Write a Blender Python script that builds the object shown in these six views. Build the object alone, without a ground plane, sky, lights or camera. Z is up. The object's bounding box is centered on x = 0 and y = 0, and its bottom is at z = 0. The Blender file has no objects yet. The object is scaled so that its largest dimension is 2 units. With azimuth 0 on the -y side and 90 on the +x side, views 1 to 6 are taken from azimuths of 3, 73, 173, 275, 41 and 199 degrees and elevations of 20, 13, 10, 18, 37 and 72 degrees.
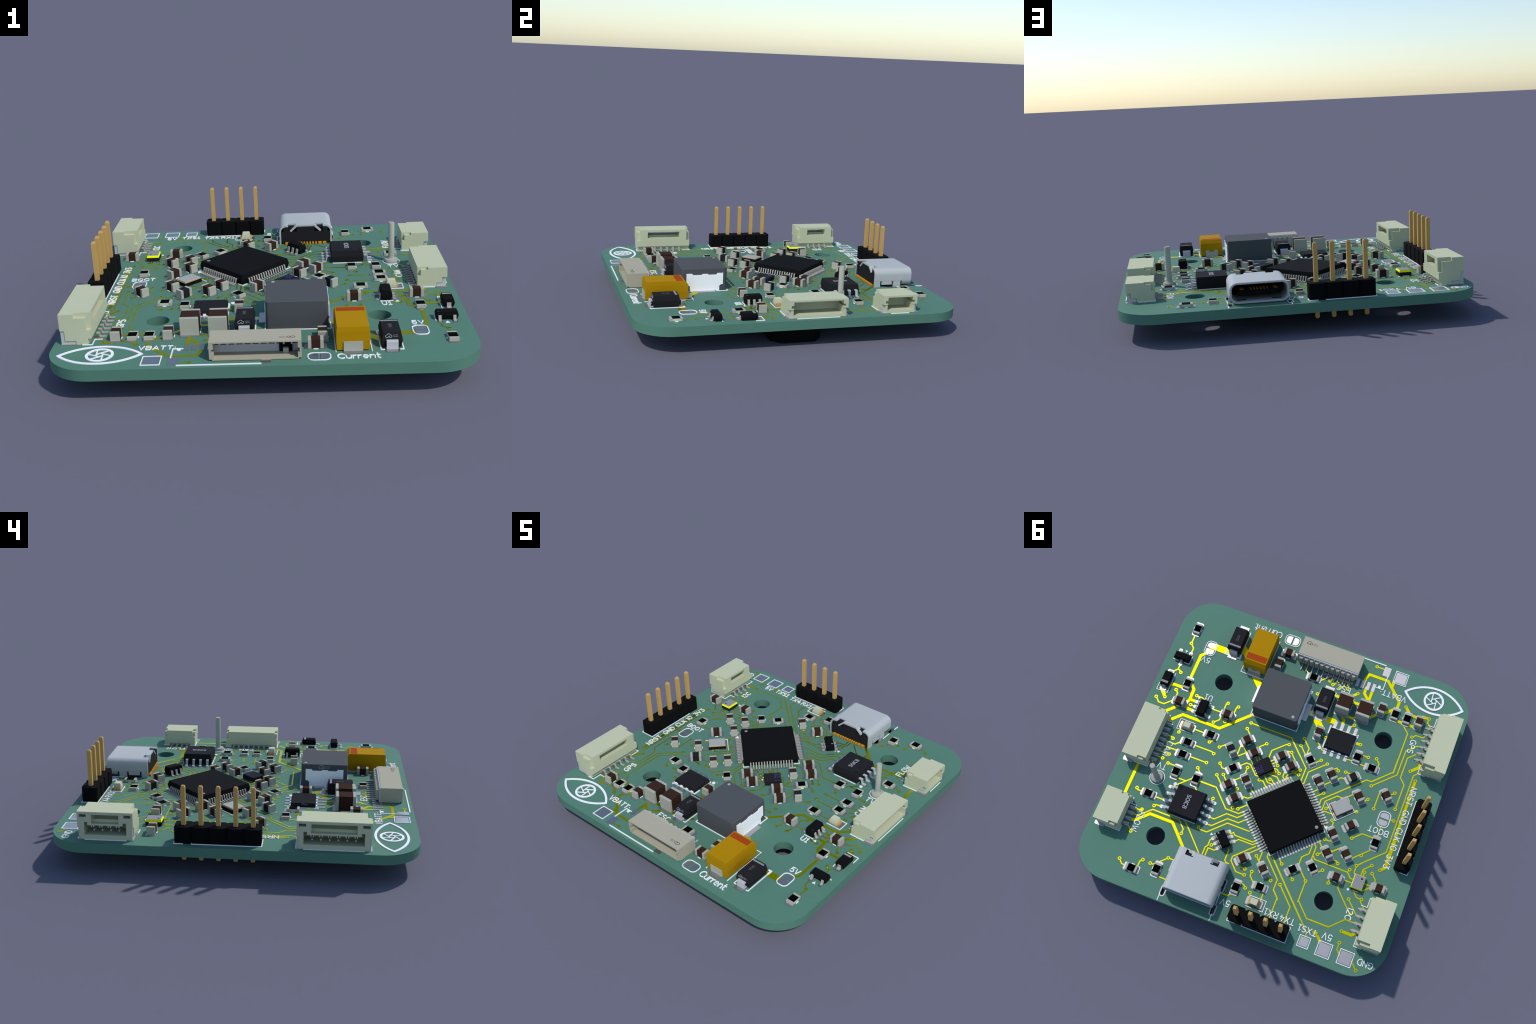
# Flight controller circuit board: built part by part in millimetres, 55 mm board = 2.00 m.
import bpy, bmesh, math
from mathutils import Vector, Matrix

S = 2.0 / 55.0            # metres per board millimetre
ZT = 0.168                # height of the board's top face above the ground (m)
BOARD_T = 1.52            # board thickness (mm)
H = 0.5 * 55.0

# ----------------------------------------------------------------------------- materials
MATS = {}

def material(name, base, rough=0.6, metallic=0.0, spec=0.3, grain=0.0, scale=60.0, bump=0.0, coat=0.0):
    m = bpy.data.materials.new(name)
    m.use_nodes = True
    nt = m.node_tree
    b = nt.nodes["Principled BSDF"]
    b.inputs["Roughness"].default_value = rough
    b.inputs["Metallic"].default_value = metallic
    b.inputs["Specular IOR Level"].default_value = spec
    b.inputs["Coat Weight"].default_value = coat
    tc = nt.nodes.new("ShaderNodeTexCoord")
    nz = nt.nodes.new("ShaderNodeTexNoise")
    nz.inputs["Scale"].default_value = scale
    nz.inputs["Detail"].default_value = 3.0
    nt.links.new(tc.outputs["Object"], nz.inputs["Vector"])
    cr = nt.nodes.new("ShaderNodeValToRGB")
    lo = [c * (1.0 - grain) for c in base]
    hi = [min(1.0, c * (1.0 + grain)) for c in base]
    cr.color_ramp.elements[0].position, cr.color_ramp.elements[0].color = 0.3, (*lo, 1)
    cr.color_ramp.elements[1].position, cr.color_ramp.elements[1].color = 0.7, (*hi, 1)
    nt.links.new(nz.outputs["Fac"], cr.inputs["Fac"])
    nt.links.new(cr.outputs["Color"], b.inputs["Base Color"])
    if bump:
        bp = nt.nodes.new("ShaderNodeBump")
        bp.inputs["Strength"].default_value = bump
        bp.inputs["Distance"].default_value = 0.002
        nt.links.new(nz.outputs["Fac"], bp.inputs["Height"])
        nt.links.new(bp.outputs["Normal"], b.inputs["Normal"])
    MATS[name] = m
    return m

GREEN = material("solder_mask", (0.087, 0.207, 0.149), 0.75, 0, 0.25, 0.015, 25)
COPPER = material("trace_yellow", (0.64, 0.59, 0.0), 0.42, 1.0)
PADM = material("pad_tin", (0.505, 0.485, 0.49), 0.42, 1.0)
WHITE = material("silkscreen", (0.86, 0.86, 0.88), 0.8, 0, 0.1)
CREAM = material("connector_cream", (0.515, 0.535, 0.365), 0.85, 0, 0.12, 0.008)
BEIGE = material("connector_beige", (0.405, 0.378, 0.287), 0.85, 0, 0.12, 0.008)
STEELW = material("connector_fitting", (0.46, 0.48, 0.47), 0.6, 0, 0.3)
TERM = material("terminal_tin", (0.385, 0.39, 0.325), 0.8, 0, 0.15, 0.008)
LEAD = material("lead_tin", (0.385, 0.37, 0.33), 0.75, 0, 0.2, 0.008)
LEADB = material("lead_bright", (0.46, 0.47, 0.48), 0.7, 0, 0.25)
BROWN = material("ceramic_brown", (0.040, 0.0185, 0.0125), 0.88, 0, 0.1, 0.02)
FERRITE = material("ferrite_black", (0.0150, 0.0150, 0.0165), 0.88, 0, 0.1)
RBLACK = material("resistor_film", (0.0010, 0.0010, 0.0013), 0.9, 0, 0.05)
CERAM = material("resistor_ceramic", (0.56, 0.56, 0.43), 0.85, 0, 0.1)
CHIP = material("chip_black", (0.0048, 0.0048, 0.0053), 0.88, 0, 0.1)
CHIPG = material("package_grey_black", (0.0152, 0.0154, 0.0172), 0.88, 0, 0.12)
HDR = material("header_black", (0.0042, 0.0042, 0.0046), 0.88, 0, 0.08)
GOLD = material("pin_gold", (0.545, 0.335, 0.105), 0.75, 0, 0.2, 0.02, 90)
USBM = material("shell_steel", (0.435, 0.455, 0.455), 0.65, 0, 0.3)
USBG = material("contact_gold", (0.60, 0.27, 0.01), 0.7, 0, 0.2)
TANT = material("tantalum_yellow", (0.405, 0.216, 0.0012), 0.88, 0, 0.1, 0.008)
ORANGE = material("polarity_orange", (0.355, 0.053, 0.006), 0.88, 0, 0.1)
INDG = material("inductor_grey", (0.079, 0.084, 0.089), 0.85, 0, 0.15, 0.008)
MIRROR = material("terminal_white_metal", (0.99, 0.99, 1.0), 0.4, 0, 0.5)
LID = material("lid_grey", (0.36, 0.37, 0.355), 0.75, 0, 0.2)
RIMG = material("rim_gold", (0.52, 0.28, 0.07), 0.75, 0, 0.2)
SENS = material("sensor_lid", (0.26, 0.26, 0.29), 0.8, 0, 0.15)
SENSY = material("sensor_rim", (0.97, 1.0, 0.0), 0.7, 0, 0.1)  # yellow lightened to near full for the rim's glow in shade
LEDC = material("led_lens", (0.55, 0.555, 0.40), 0.8, 0, 0.15)
LEDG = material("led_gold", (0.58, 0.32, 0.085), 0.75, 0, 0.2)
GREYM = material("mark_grey", (0.11, 0.11, 0.115), 0.85, 0, 0.1)
LIGHTM = material("mark_light", (0.38, 0.39, 0.41), 0.8, 0, 0.15)
BLUEM = material("mark_blue", (0.062, 0.062, 0.24), 0.85, 0, 0.1)
DARKM = material("mark_dark", (0.010, 0.010, 0.010), 0.9, 0, 0.05)
DOTM = material("mark_dot", (0.27, 0.265, 0.245), 0.85, 0, 0.1)

# ----------------------------------------------------------------------------- objects
ROOT = bpy.data.objects.new("flight_controller_board", None)
ROOT.empty_display_size = 0.2
bpy.context.scene.collection.objects.link(ROOT)
ROOT["label"] = "Green square drone circuit board with chips, connectors and pin headers"
ROOT["category"] = "circuit board"

def put(name, mesh, parent=ROOT, loc=(0, 0, 0), rot=0.0, stuff=False):
    """Place a mesh; loc in mm in the parent's frame, z measured from the board top for root parts."""
    o = bpy.data.objects.new(name, mesh)
    bpy.context.scene.collection.objects.link(o)
    o.parent = parent
    z0 = ZT if parent is ROOT else 0.0
    o.location = (loc[0] * S, loc[1] * S, z0 + loc[2] * S)
    o.rotation_euler = (0, 0, math.radians(rot))
    if stuff:
        o["kind"] = "stuff"
    return o

class Shape:
    """A mesh under construction, in millimetres."""
    def __init__(self):
        self.bm = bmesh.new()
        self.mats = []

    def mi(self, mat):
        if mat not in self.mats:
            self.mats.append(mat)
        return self.mats.index(mat)

    def rings(self, rings, mat, cap0=True, cap1=True, smooth=False):
        i = self.mi(mat)
        vs = [[self.bm.verts.new(p) for p in r] for r in rings]
        n = len(vs[0])
        fs = []
        for a, b in zip(vs, vs[1:]):
            for k in range(n):
                fs.append(self.bm.faces.new((a[k], a[(k + 1) % n], b[(k + 1) % n], b[k])))
        if cap0:
            fs.append(self.bm.faces.new(vs[0][::-1]))
        if cap1:
            fs.append(self.bm.faces.new(vs[-1]))
        for f in fs:
            f.material_index = i
            f.smooth = smooth
        return self

    def prism(self, pts, z0, z1, mat):
        if sum(a[0] * b[1] - b[0] * a[1] for a, b in zip(pts, pts[1:] + pts[:1])) < 0:
            pts = pts[::-1]
        return self.rings([[(x, y, z0) for x, y in pts], [(x, y, z1) for x, y in pts]], mat)

    def box(self, x0, x1, y0, y1, z0, z1, mat, bevel=0.0):
        b = bevel
        if not b:
            return self.prism([(x0, y0), (x1, y0), (x1, y1), (x0, y1)], z0, z1, mat)
        def r(i, z):
            j = b - i if i < b else 0
            xa, xb, ya, yb = x0 + i, x1 - i, y0 + i, y1 - i
            c = b * 0.7
            return [(xa + c, ya, z), (xb - c, ya, z), (xb, ya + c, z), (xb, yb - c, z), (xb - c, yb, z), (xa + c, yb, z), (xa, yb - c, z), (xa, ya + c, z)]
        return self.rings([r(b, z0), r(0, z0 + b), r(0, z1 - b), r(b, z1)], mat)

    def cyl(self, x, y, r, z0, z1, mat, n=24, smooth=False, r1=None):
        r1 = r if r1 is None else r1
        c = [(math.cos(2 * math.pi * k / n), math.sin(2 * math.pi * k / n)) for k in range(n)]
        return self.rings([[(x + r * a, y + r * b, z0) for a, b in c], [(x + r1 * a, y + r1 * b, z1) for a, b in c]], mat, smooth=False)

    def lathe(self, x, y, profile, mat, n=28):
        c = [(math.cos(2 * math.pi * k / n), math.sin(2 * math.pi * k / n)) for k in range(n)]
        return self.rings([[(x + r * a, y + r * b, z) for a, b in c] for r, z in profile], mat)

    def extrude_y(self, prof, y0, y1, mat):
        """Profile in the x-z plane (list of (x, z)), extruded along y."""
        if sum(a[0] * b[1] - b[0] * a[1] for a, b in zip(prof, prof[1:] + prof[:1])) < 0:
            prof = prof[::-1]
        return self.rings([[(x, y1, z) for x, z in prof], [(x, y0, z) for x, z in prof]], mat)

    def csg(self, solid, cuts, mat):
        """Axis-aligned boxes 'solid' minus boxes 'cuts', skinned without inner faces."""
        ax = []
        for d in range(3):
            ax.append(sorted({round(b[2 * d + e], 4) for b in solid + cuts for e in (0, 1)}))
        inside = lambda b, p: all(b[2 * d] < p[d] < b[2 * d + 1] for d in range(3))
        full = {}
        n = [len(a) - 1 for a in ax]
        for i in range(n[0]):
            for j in range(n[1]):
                for k in range(n[2]):
                    p = [(ax[d][q] + ax[d][q + 1]) / 2 for d, q in enumerate((i, j, k))]
                    full[i, j, k] = any(inside(b, p) for b in solid) and not any(inside(b, p) for b in cuts)
        vt, mi, fs = {}, self.mi(mat), []
        def V(i, j, k):
            if (i, j, k) not in vt:
                vt[i, j, k] = self.bm.verts.new((ax[0][i], ax[1][j], ax[2][k]))
            return vt[i, j, k]
        for (i, j, k), s in full.items():
            if not s:
                continue
            for d in range(3):
                for e in (0, 1):
                    q = [i, j, k]
                    q[d] += 1 if e else -1
                    if full.get(tuple(q), False):
                        continue
                    c = []
                    for a, b in ((0, 0), (1, 0), (1, 1), (0, 1)):
                        w = [i, j, k]
                        w[d] += e
                        w[(d + 1) % 3] += a
                        w[(d + 2) % 3] += b
                        c.append(V(*w))
                    f = self.bm.faces.new(c if e else c[::-1])
                    f.material_index = mi
                    fs.append(f)
        return self

    def done(self, name, angle=None):
        me = bpy.data.meshes.new(name)
        bmesh.ops.scale(self.bm, vec=(S, S, S), verts=self.bm.verts)
        bmesh.ops.recalc_face_normals(self.bm, faces=self.bm.faces)
        self.bm.to_mesh(me)
        self.bm.free()
        for m in self.mats:
            me.materials.append(m)
        if angle is not None:
            me.polygons.foreach_set("use_smooth", [True] * len(me.polygons))
            me.set_sharp_from_angle(angle=math.radians(angle))
        return me

def arc(cx, cy, r, a0, a1, n=6, ry=None):
    ry = r if ry is None else ry
    return [(cx + r * math.cos(math.radians(a0 + (a1 - a0) * k / n)), cy + ry * math.sin(math.radians(a0 + (a1 - a0) * k / n))) for k in range(n + 1)]

def round_rect(w, h, r, n=5, cx=0, cy=0):
    p = []
    for sx, sy, a in ((1, -1, -90), (1, 1, 0), (-1, 1, 90), (-1, -1, 180)):
        p += arc(cx + sx * (w / 2 - r), cy + sy * (h / 2 - r), r, a, a + 90, n)
    return p

def stroke_outline(pts, w, capn=5):
    """Outline of a thick polyline with round caps and mitred bends."""
    P = [Vector(p) for p in pts]
    P = [p for i, p in enumerate(P) if i == 0 or (p - P[i - 1]).length > 1e-4]
    r = w / 2
    D = [(b - a).normalized() for a, b in zip(P, P[1:])]
    left, right = [], []
    for i, p in enumerate(P):
        if i == 0 or i == len(P) - 1:
            d = D[0] if i == 0 else D[-1]
            nrm = Vector((-d.y, d.x)) * r
        else:
            a, b = D[i - 1], D[i]
            m = (Vector((-a.y, a.x)) + Vector((-b.y, b.x))).normalized()
            c = max(0.45, m.dot(Vector((-a.y, a.x))))
            nrm = m * (r / c)
        left.append(p + nrm)
        right.append(p - nrm)
    a1 = math.degrees(math.atan2(D[-1].y, D[-1].x))
    a0 = math.degrees(math.atan2(D[0].y, D[0].x))
    out = [tuple(v) for v in right]
    if capn:
        out += arc(P[-1].x, P[-1].y, r, a1 - 90, a1 + 90, capn)[1:-1]
    out += [tuple(v) for v in left[::-1]]
    if capn:
        out += arc(P[0].x, P[0].y, r, a0 + 90, a0 + 270, capn)[1:-1]
    return out

COUNT = [0]
def step():
    """A tiny height stagger so that crossing flat marks never share a plane."""
    COUNT[0] += 1
    return (COUNT[0] % 23) * 0.0009

def slab(shape, pts, z, mat, cx=0, cy=0, rot=0):
    c, s = math.cos(math.radians(rot)), math.sin(math.radians(rot))
    shape.prism([(cx + x * c - y * s, cy + x * s + y * c) for x, y in pts], -0.02, z + step(), mat)

def ring(shape, cx, cy, ro, ri, z, mat, n=20, wall=True):
    z = z + step()
    i = shape.mi(mat)
    bm = shape.bm
    def c(r, h):
        return [bm.verts.new((cx + r * math.cos(2 * math.pi * k / n), cy + r * math.sin(2 * math.pi * k / n), h)) for k in range(n)]
    a, b, d, e = c(ro, -0.02), c(ro, z), c(ri, z), c(ri, -0.02)
    for k in range(n):
        q = (k + 1) % n
        for f in ((a[k], a[q], b[q], b[k]), (b[k], b[q], d[q], d[k]), (d[k], d[q], e[q], e[k]))[:3 if wall else 2]:
            bm.faces.new(f).material_index = i

# ----------------------------------------------------------------------------- the board
def board_mesh():
    cu = bpy.data.curves.new("outline", "CURVE")
    cu.dimensions, cu.fill_mode = "2D", "BOTH"
    cu.extrude = BOARD_T * S / 2
    def spline(pts):
        sp = cu.splines.new("POLY")
        sp.points.add(len(pts) - 1)
        for q, (x, y) in zip(sp.points, pts):
            q.co = (x * S, y * S, 0, 1)
        sp.use_cyclic_u = True
    spline(round_rect(2 * H, 2 * H, 6.0, 12))
    for hx in (-14.72, 15.78):
        for hy in (-13.03, 17.47):
            spline([(hx + 1.6 * math.cos(2 * math.pi * k / 48), hy + 1.6 * math.sin(2 * math.pi * k / 48)) for k in range(48)])
    for sx, sy, l in USB_SLOTS:
        spline(round_rect(0.6, l, 0.29, 5, sx, sy))
    o = bpy.data.objects.new("tmp", cu)
    bpy.context.scene.collection.objects.link(o)
    me = bpy.data.meshes.new_from_object(o.evaluated_get(bpy.context.evaluated_depsgraph_get()))
    me.transform(Matrix.Translation((0, 0, -BOARD_T * S / 2)))
    bpy.data.objects.remove(o)
    me.materials.clear()
    me.materials.append(GREEN)
    me.name = "board"
    me.polygons.foreach_set("use_smooth", [True] * len(me.polygons))
    me.set_sharp_from_angle(angle=math.radians(32))
    return me

USB_C = (6.36, 0)
USB_SLOTS = [(10.85, 25.55, 1.7), (1.87, 25.55, 1.7), (10.85, 21.25, 2.1), (1.87, 21.25, 2.1)]
put("board", board_mesh())

# ----------------------------------------------------------------------------- copper
TR = Shape()
VIAS = []

def via(x, y):
    VIAS.append((x, y))

def trace(w, *pts):
    pts = [Vector(p) for p in pts]
    hit = lambda p: any((p.x - a) ** 2 + (p.y - b) ** 2 < 0.01 for a, b in VIAS)
    for i, (a, b) in enumerate(zip(pts, pts[1:])):
        if (b - a).length < 0.02:
            continue
    run = [pts[0]]
    runs = []
    for p in pts[1:]:
        run.append(p)
        if hit(p) and p is not pts[-1]:
            runs.append(run)
            run = [p]
    runs.append(run)
    for run in runs:
        run = [p.copy() for p in run]
        if len(run) < 2:
            continue
        for e, f in ((0, 1), (-1, -2)):
            d = run[f] - run[e]
            if hit(run[e]) and d.length > 0.3:
                run[e] = run[e] + d.normalized() * (0.22 + 0.5 * max(0, min(w, 0.5) - 0.2))
        slab(TR, stroke_outline([tuple(p) for p in run], w), 0.03, COPPER)

via(24.27, -18.03)
via(23.77, -11.97)
via(24.54, -6.56)
via(23.22, -8.56)
via(26.01, -6.04)
via(19.66, -6.81)
via(19.30, -8.81)
via(19.53, -1.26)
via(20.02, 0.22)
via(19.50, 3.17)
via(20.26, 4.22)
via(12.25, 0.24)
via(12.79, 2.23)
via(19.02, 4.74)
via(13.84, 3.65)
via(14.57, -5.22)
via(22.21, 10.81)
via(13.78, -1.50)
via(13.52, -9.52)
via(11.51, -9.52)
via(12.71, -6.05)
via(8.28, -7.52)
via(8.53, -6.28)
via(11.78, -1.27)
via(4.26, -4.87)
via(0.52, -6.16)
via(10.53, 1.47)
via(10.24, 3.64)
via(9.21, 3.17)
via(5.76, 0.47)
via(3.01, 1.80)
via(1.31, 1.04)
via(1.06, -0.52)
via(0.22, -0.52)
via(1.00, -1.78)
via(-0.41, -4.97)
via(-3.03, -1.56)
via(-2.97, -2.47)
via(-1.49, -6.78)
via(-1.56, -8.22)
via(-5.76, -5.50)
via(-7.00, -5.23)
via(-9.22, -4.76)
via(-10.51, -5.02)
via(-8.23, -0.02)
via(-9.57, 2.39)
via(-15.76, -1.75)
via(-14.68, 1.05)
via(-5.02, -9.75)
via(-8.97, -13.82)
via(-11.21, -10.75)
via(-13.28, -9.02)
via(-14.73, -9.30)
via(-15.49, -4.26)
via(-17.25, -0.52)
via(-7.51, -19.77)
via(-9.01, -26.07)
via(-0.77, -17.07)
via(-2.72, -19.81)
via(-2.00, -20.28)
via(-4.13, -19.67)
via(-5.48, -20.02)
via(-16.43, -20.51)
via(-21.01, -19.80)
via(-19.22, -15.40)
via(-20.74, -1.78)
via(-20.98, -9.27)
via(-17.83, 9.90)
via(-22.38, -7.89)
via(-21.74, 9.23)
via(-19.74, -4.52)
via(-21.13, 0.28)
via(-15.49, 5.74)
via(-17.99, 7.98)
via(-11.00, 10.48)
via(-14.74, 10.71)
via(-16.99, 10.99)
via(-12.76, 12.72)
via(-14.37, 14.41)
via(-19.56, 18.03)
via(-20.24, 8.97)
via(-19.48, 10.47)
via(-20.73, 10.22)
via(-20.50, 15.00)
via(-18.50, 15.72)
via(-10.75, 15.49)
via(-19.17, 21.12)
via(-19.50, 22.99)
via(-23.49, 26.25)
via(-15.05, 22.91)
via(-6.97, 17.60)
via(-0.77, 18.24)
via(-0.50, 17.25)
via(-1.75, 17.25)
via(-1.75, 20.23)
via(-2.78, 20.69)
via(-5.26, 17.51)
via(-1.49, 14.48)
via(-5.97, 14.23)
via(-8.58, 16.05)
via(-11.01, 10.50)
via(-14.75, 10.74)
via(-12.75, 12.72)
via(-14.40, 14.41)
via(-11.25, 3.99)
via(-11.25, 7.58)
via(18.15, 12.70)
via(19.83, 14.06)
via(20.04, 18.25)
via(11.87, 15.49)
via(9.22, 7.83)
via(9.57, 13.42)
via(6.32, 15.51)
via(5.44, 8.17)
via(4.52, 7.99)
via(6.00, 4.71)
via(19.86, 23.23)
via(16.09, 22.03)
via(12.23, 20.21)
via(14.71, 22.13)
trace(0.2, (24.27, -19.49), (24.27, -18.03), (23.52, -17.28), (23.52, -16.45))
trace(0.2, (24.49, -13.14), (24.49, -12.40), (25.15, -11.74))
trace(0.2, (24.50, -12.38), (24.18, -12.38), (23.77, -11.97))
trace(0.5, (20.65, -17.50), (21.70, -16.44), (21.70, -11.77))
trace(1.2, (20.70, -18.96), (16.60, -18.96))
trace(1.1, (16.16, -19.54), (15.01, -20.69), (11.70, -17.37))
trace(1.1, (11.70, -16.92), (7.48, -12.70))
trace(0.5, (25.60, -7.82), (24.89, -7.10))
trace(0.5, (25.91, -7.93), (24.54, -6.56))
trace(0.5, (24.81, -8.72), (24.12, -9.41), (22.12, -9.41))
trace(0.2, (23.22, -8.56), (22.71, -8.05), (22.71, -7.38))
trace(0.5, (21.70, -11.23), (20.26, -9.79), (20.26, -8.61))
trace(0.5, (20.21, -9.57), (20.21, -7.66))
trace(0.5, (20.35, -7.38), (19.99, -7.75), (18.95, -7.75))
trace(0.5, (20.64, -6.67), (19.92, -5.94), (18.94, -5.94))
trace(0.5, (23.31, -4.15), (21.82, -5.64), (20.77, -6.69))
trace(0.2, (26.01, -6.04), (25.22, -5.25), (24.18, -5.25), (23.03, -6.40))
trace(0.5, (22.50, -2.27), (22.04, -2.73), (20.20, -4.57), (16.84, -4.57), (13.99, -4.57))
trace(0.5, (14.07, -4.54), (13.16, -4.53), (11.02, -6.68), (8.33, -9.37))
trace(0.2, (18.92, -6.81), (19.66, -6.81))
trace(0.2, (19.30, -8.81), (18.24, -8.82), (17.47, -8.49))
trace(0.2, (19.53, -1.26), (19.53, -2.17))
trace(0.2, (17.26, -2.76), (15.19, -2.76))
trace(0.2, (21.49, -0.02), (20.44, -0.02), (20.02, 0.22))
trace(0.2, (21.45, 1.07), (19.28, 1.07), (18.53, 0.32))
trace(0.2, (21.56, 2.02), (18.53, 2.02))
trace(0.2, (21.49, 3.17), (19.50, 3.17))
trace(0.2, (21.47, 4.21), (20.26, 4.22))
trace(0.2, (22.02, 5.15), (20.07, 7.10))
trace(0.2, (15.98, 0.00), (12.68, 0.00), (12.25, 0.24))
trace(0.2, (16.00, 2.23), (12.79, 2.23))
trace(0.2, (19.02, 4.74), (17.46, 4.74))
trace(0.2, (13.84, 3.65), (13.02, 4.47))
trace(0.2, (16.42, 6.61), (14.85, 6.61))
trace(0.2, (16.35, 8.14), (14.83, 6.63), (13.92, 5.72))
trace(0.2, (12.66, 5.80), (9.71, 5.80))
trace(0.2, (12.37, 5.74), (9.50, 5.74), (6.50, 8.73), (4.10, 8.73), (3.52, 8.15))
trace(0.2, (12.94, 7.04), (12.34, 7.64))
trace(0.2, (14.57, -5.22), (13.76, -6.03), (13.76, -7.17))
trace(0.5, (23.81, 6.64), (23.81, 11.93))
trace(0.5, (23.80, 9.71), (23.80, 12.29))
trace(0.2, (22.21, 10.81), (21.91, 11.10), (21.04, 11.10))
trace(0.2, (13.78, -1.50), (13.11, -2.17))
trace(0.2, (13.75, -8.35), (13.75, -9.29), (13.52, -9.52))
trace(0.2, (11.80, -8.09), (11.80, -9.23), (11.51, -9.52))
trace(0.2, (15.77, -7.49), (13.93, -7.49))
trace(0.2, (13.79, -7.13), (13.06, -6.40), (12.71, -6.05))
trace(0.2, (8.28, -7.52), (6.79, -7.52), (0.61, -7.52), (-2.04, -4.87))
trace(0.2, (0.61, -7.57), (-3.78, -3.17), (-3.78, -0.47))
trace(0.2, (8.53, -6.28), (7.65, -5.41))
trace(0.2, (11.78, -1.27), (10.71, -2.34))
trace(0.2, (8.37, -3.19), (8.37, -1.16))
trace(0.2, (8.18, -0.86), (6.96, -2.07))
trace(0.2, (8.36, -3.46), (6.89, -1.98))
trace(0.2, (6.14, -1.52), (5.14, -0.52))
trace(0.2, (5.27, -3.86), (4.26, -4.87))
trace(0.2, (2.96, -2.65), (2.96, -4.04), (0.97, -6.02), (0.52, -6.16))
trace(0.2, (10.53, 1.47), (9.88, 2.12), (9.10, 2.12))
trace(0.2, (7.19, 0.70), (6.23, -0.26), (5.49, -0.26), (3.97, 1.26), (3.37, 1.26), (2.84, 0.73))
trace(0.2, (10.24, 3.64), (8.73, 5.15))
trace(0.2, (9.21, 3.17), (8.26, 4.12))
trace(0.2, (5.76, 1.86), (5.76, 0.47))
trace(0.2, (7.03, 3.42), (6.01, 2.40))
trace(0.2, (5.44, -2.17), (4.63, -1.35))
trace(0.2, (5.05, -2.47), (4.25, -1.68))
trace(0.2, (3.01, 1.80), (2.29, 1.80), (1.34, 2.75))
trace(0.2, (2.69, 0.53), (1.51, 1.71), (0.79, 1.71))
trace(0.2, (1.31, 1.04), (0.92, 1.04), (0.35, 1.61))
trace(0.2, (2.48, 0.19), (0.32, 0.19), (-0.51, 1.02))
trace(0.2, (2.01, -0.17), (1.41, -0.17), (1.06, -0.52))
trace(0.2, (1.36, -1.12), (0.81, -1.12), (0.22, -0.52))
trace(0.2, (2.50, -2.05), (1.73, -2.82))
trace(0.2, (1.98, -1.74), (1.56, -2.15), (1.56, -2.53))
trace(0.2, (1.87, -2.65), (1.00, -1.78))
trace(0.2, (0.23, -4.97), (-0.41, -4.97))
trace(0.2, (-0.38, -4.95), (-1.54, -3.79))
trace(0.2, (-0.56, -1.50), (-0.56, -0.28), (-1.12, 0.28))
trace(0.2, (-1.43, -0.08), (-1.12, -0.39), (-1.24, -0.85), (-1.95, -1.56), (-3.03, -1.56))
trace(0.2, (-1.54, -1.85), (-2.33, -1.85), (-2.94, -2.47))
trace(0.2, (-2.30, -1.81), (-2.97, -2.47))
trace(0.2, (-1.49, -6.78), (-2.86, -5.41))
trace(0.2, (-1.56, -8.22), (-3.02, -6.76), (-3.02, -5.48))
trace(0.2, (-4.84, -4.58), (-5.76, -5.50))
trace(0.2, (-4.08, -0.10), (-4.42, -0.44), (-4.42, -2.65), (-7.00, -5.23))
trace(0.2, (-8.28, -4.62), (-8.82, -5.16), (-9.22, -4.76))
trace(0.2, (-9.56, -3.20), (-10.14, -3.78), (-10.83, -3.78))
trace(0.2, (-10.51, -5.02), (-11.44, -5.02))
trace(0.2, (-7.69, -1.38), (-8.73, -2.42))
trace(0.2, (-6.19, 0.63), (-7.31, -0.49))
trace(0.2, (-6.99, 1.22), (-8.23, -0.02))
trace(0.2, (-8.23, 2.13), (-8.23, 1.15), (-14.40, -5.02), (-15.29, -5.02), (-16.45, -6.18))
trace(0.2, (-15.23, -5.00), (-18.27, -8.04), (-18.27, -10.65))
trace(0.2, (-18.31, -7.88), (-18.31, -15.75), (-16.98, -17.08))
trace(0.2, (-9.00, 2.98), (-9.00, 1.23), (-10.62, -0.39), (-11.77, -0.39))
trace(0.2, (-9.57, 2.39), (-10.11, 1.84))
trace(0.2, (-9.25, 3.04), (-9.53, 2.96), (-11.27, 2.96))
trace(0.2, (-12.20, -0.78), (-13.23, -1.81))
trace(0.2, (-15.76, -1.75), (-15.34, -1.33))
trace(0.2, (-14.68, 1.05), (-13.99, 1.05))
trace(0.2, (-3.85, -8.72), (-5.22, -7.34), (-5.62, -7.34))
trace(0.2, (-5.02, -9.75), (-5.55, -10.29))
trace(0.2, (-8.97, -13.82), (-8.46, -13.30))
trace(0.5, (-9.89, -10.75), (-11.21, -10.75))
trace(0.2, (-11.92, -9.02), (-13.28, -9.02))
trace(0.2, (-9.66, -7.37), (-10.96, -7.37))
trace(0.2, (-12.06, -7.28), (-13.26, -7.28))
trace(0.2, (-14.73, -9.30), (-15.44, -8.60), (-15.44, -7.80))
trace(0.2, (-15.49, -4.26), (-19.03, -7.80), (-19.03, -10.55))
trace(0.2, (-19.05, -10.19), (-19.05, -12.58), (-20.59, -14.12), (-21.64, -14.12))
trace(0.2, (-17.25, -3.98), (-17.25, -0.52))
trace(1.2, (-2.46, -12.23), (-3.58, -11.12))
trace(1, (0.14, -13.17), (-5.41, -13.17))
trace(0.5, (-6.34, -14.63), (-6.93, -14.03), (-6.93, -13.26))
trace(0.5, (-7.22, -14.96), (-8.89, -14.96))
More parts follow.
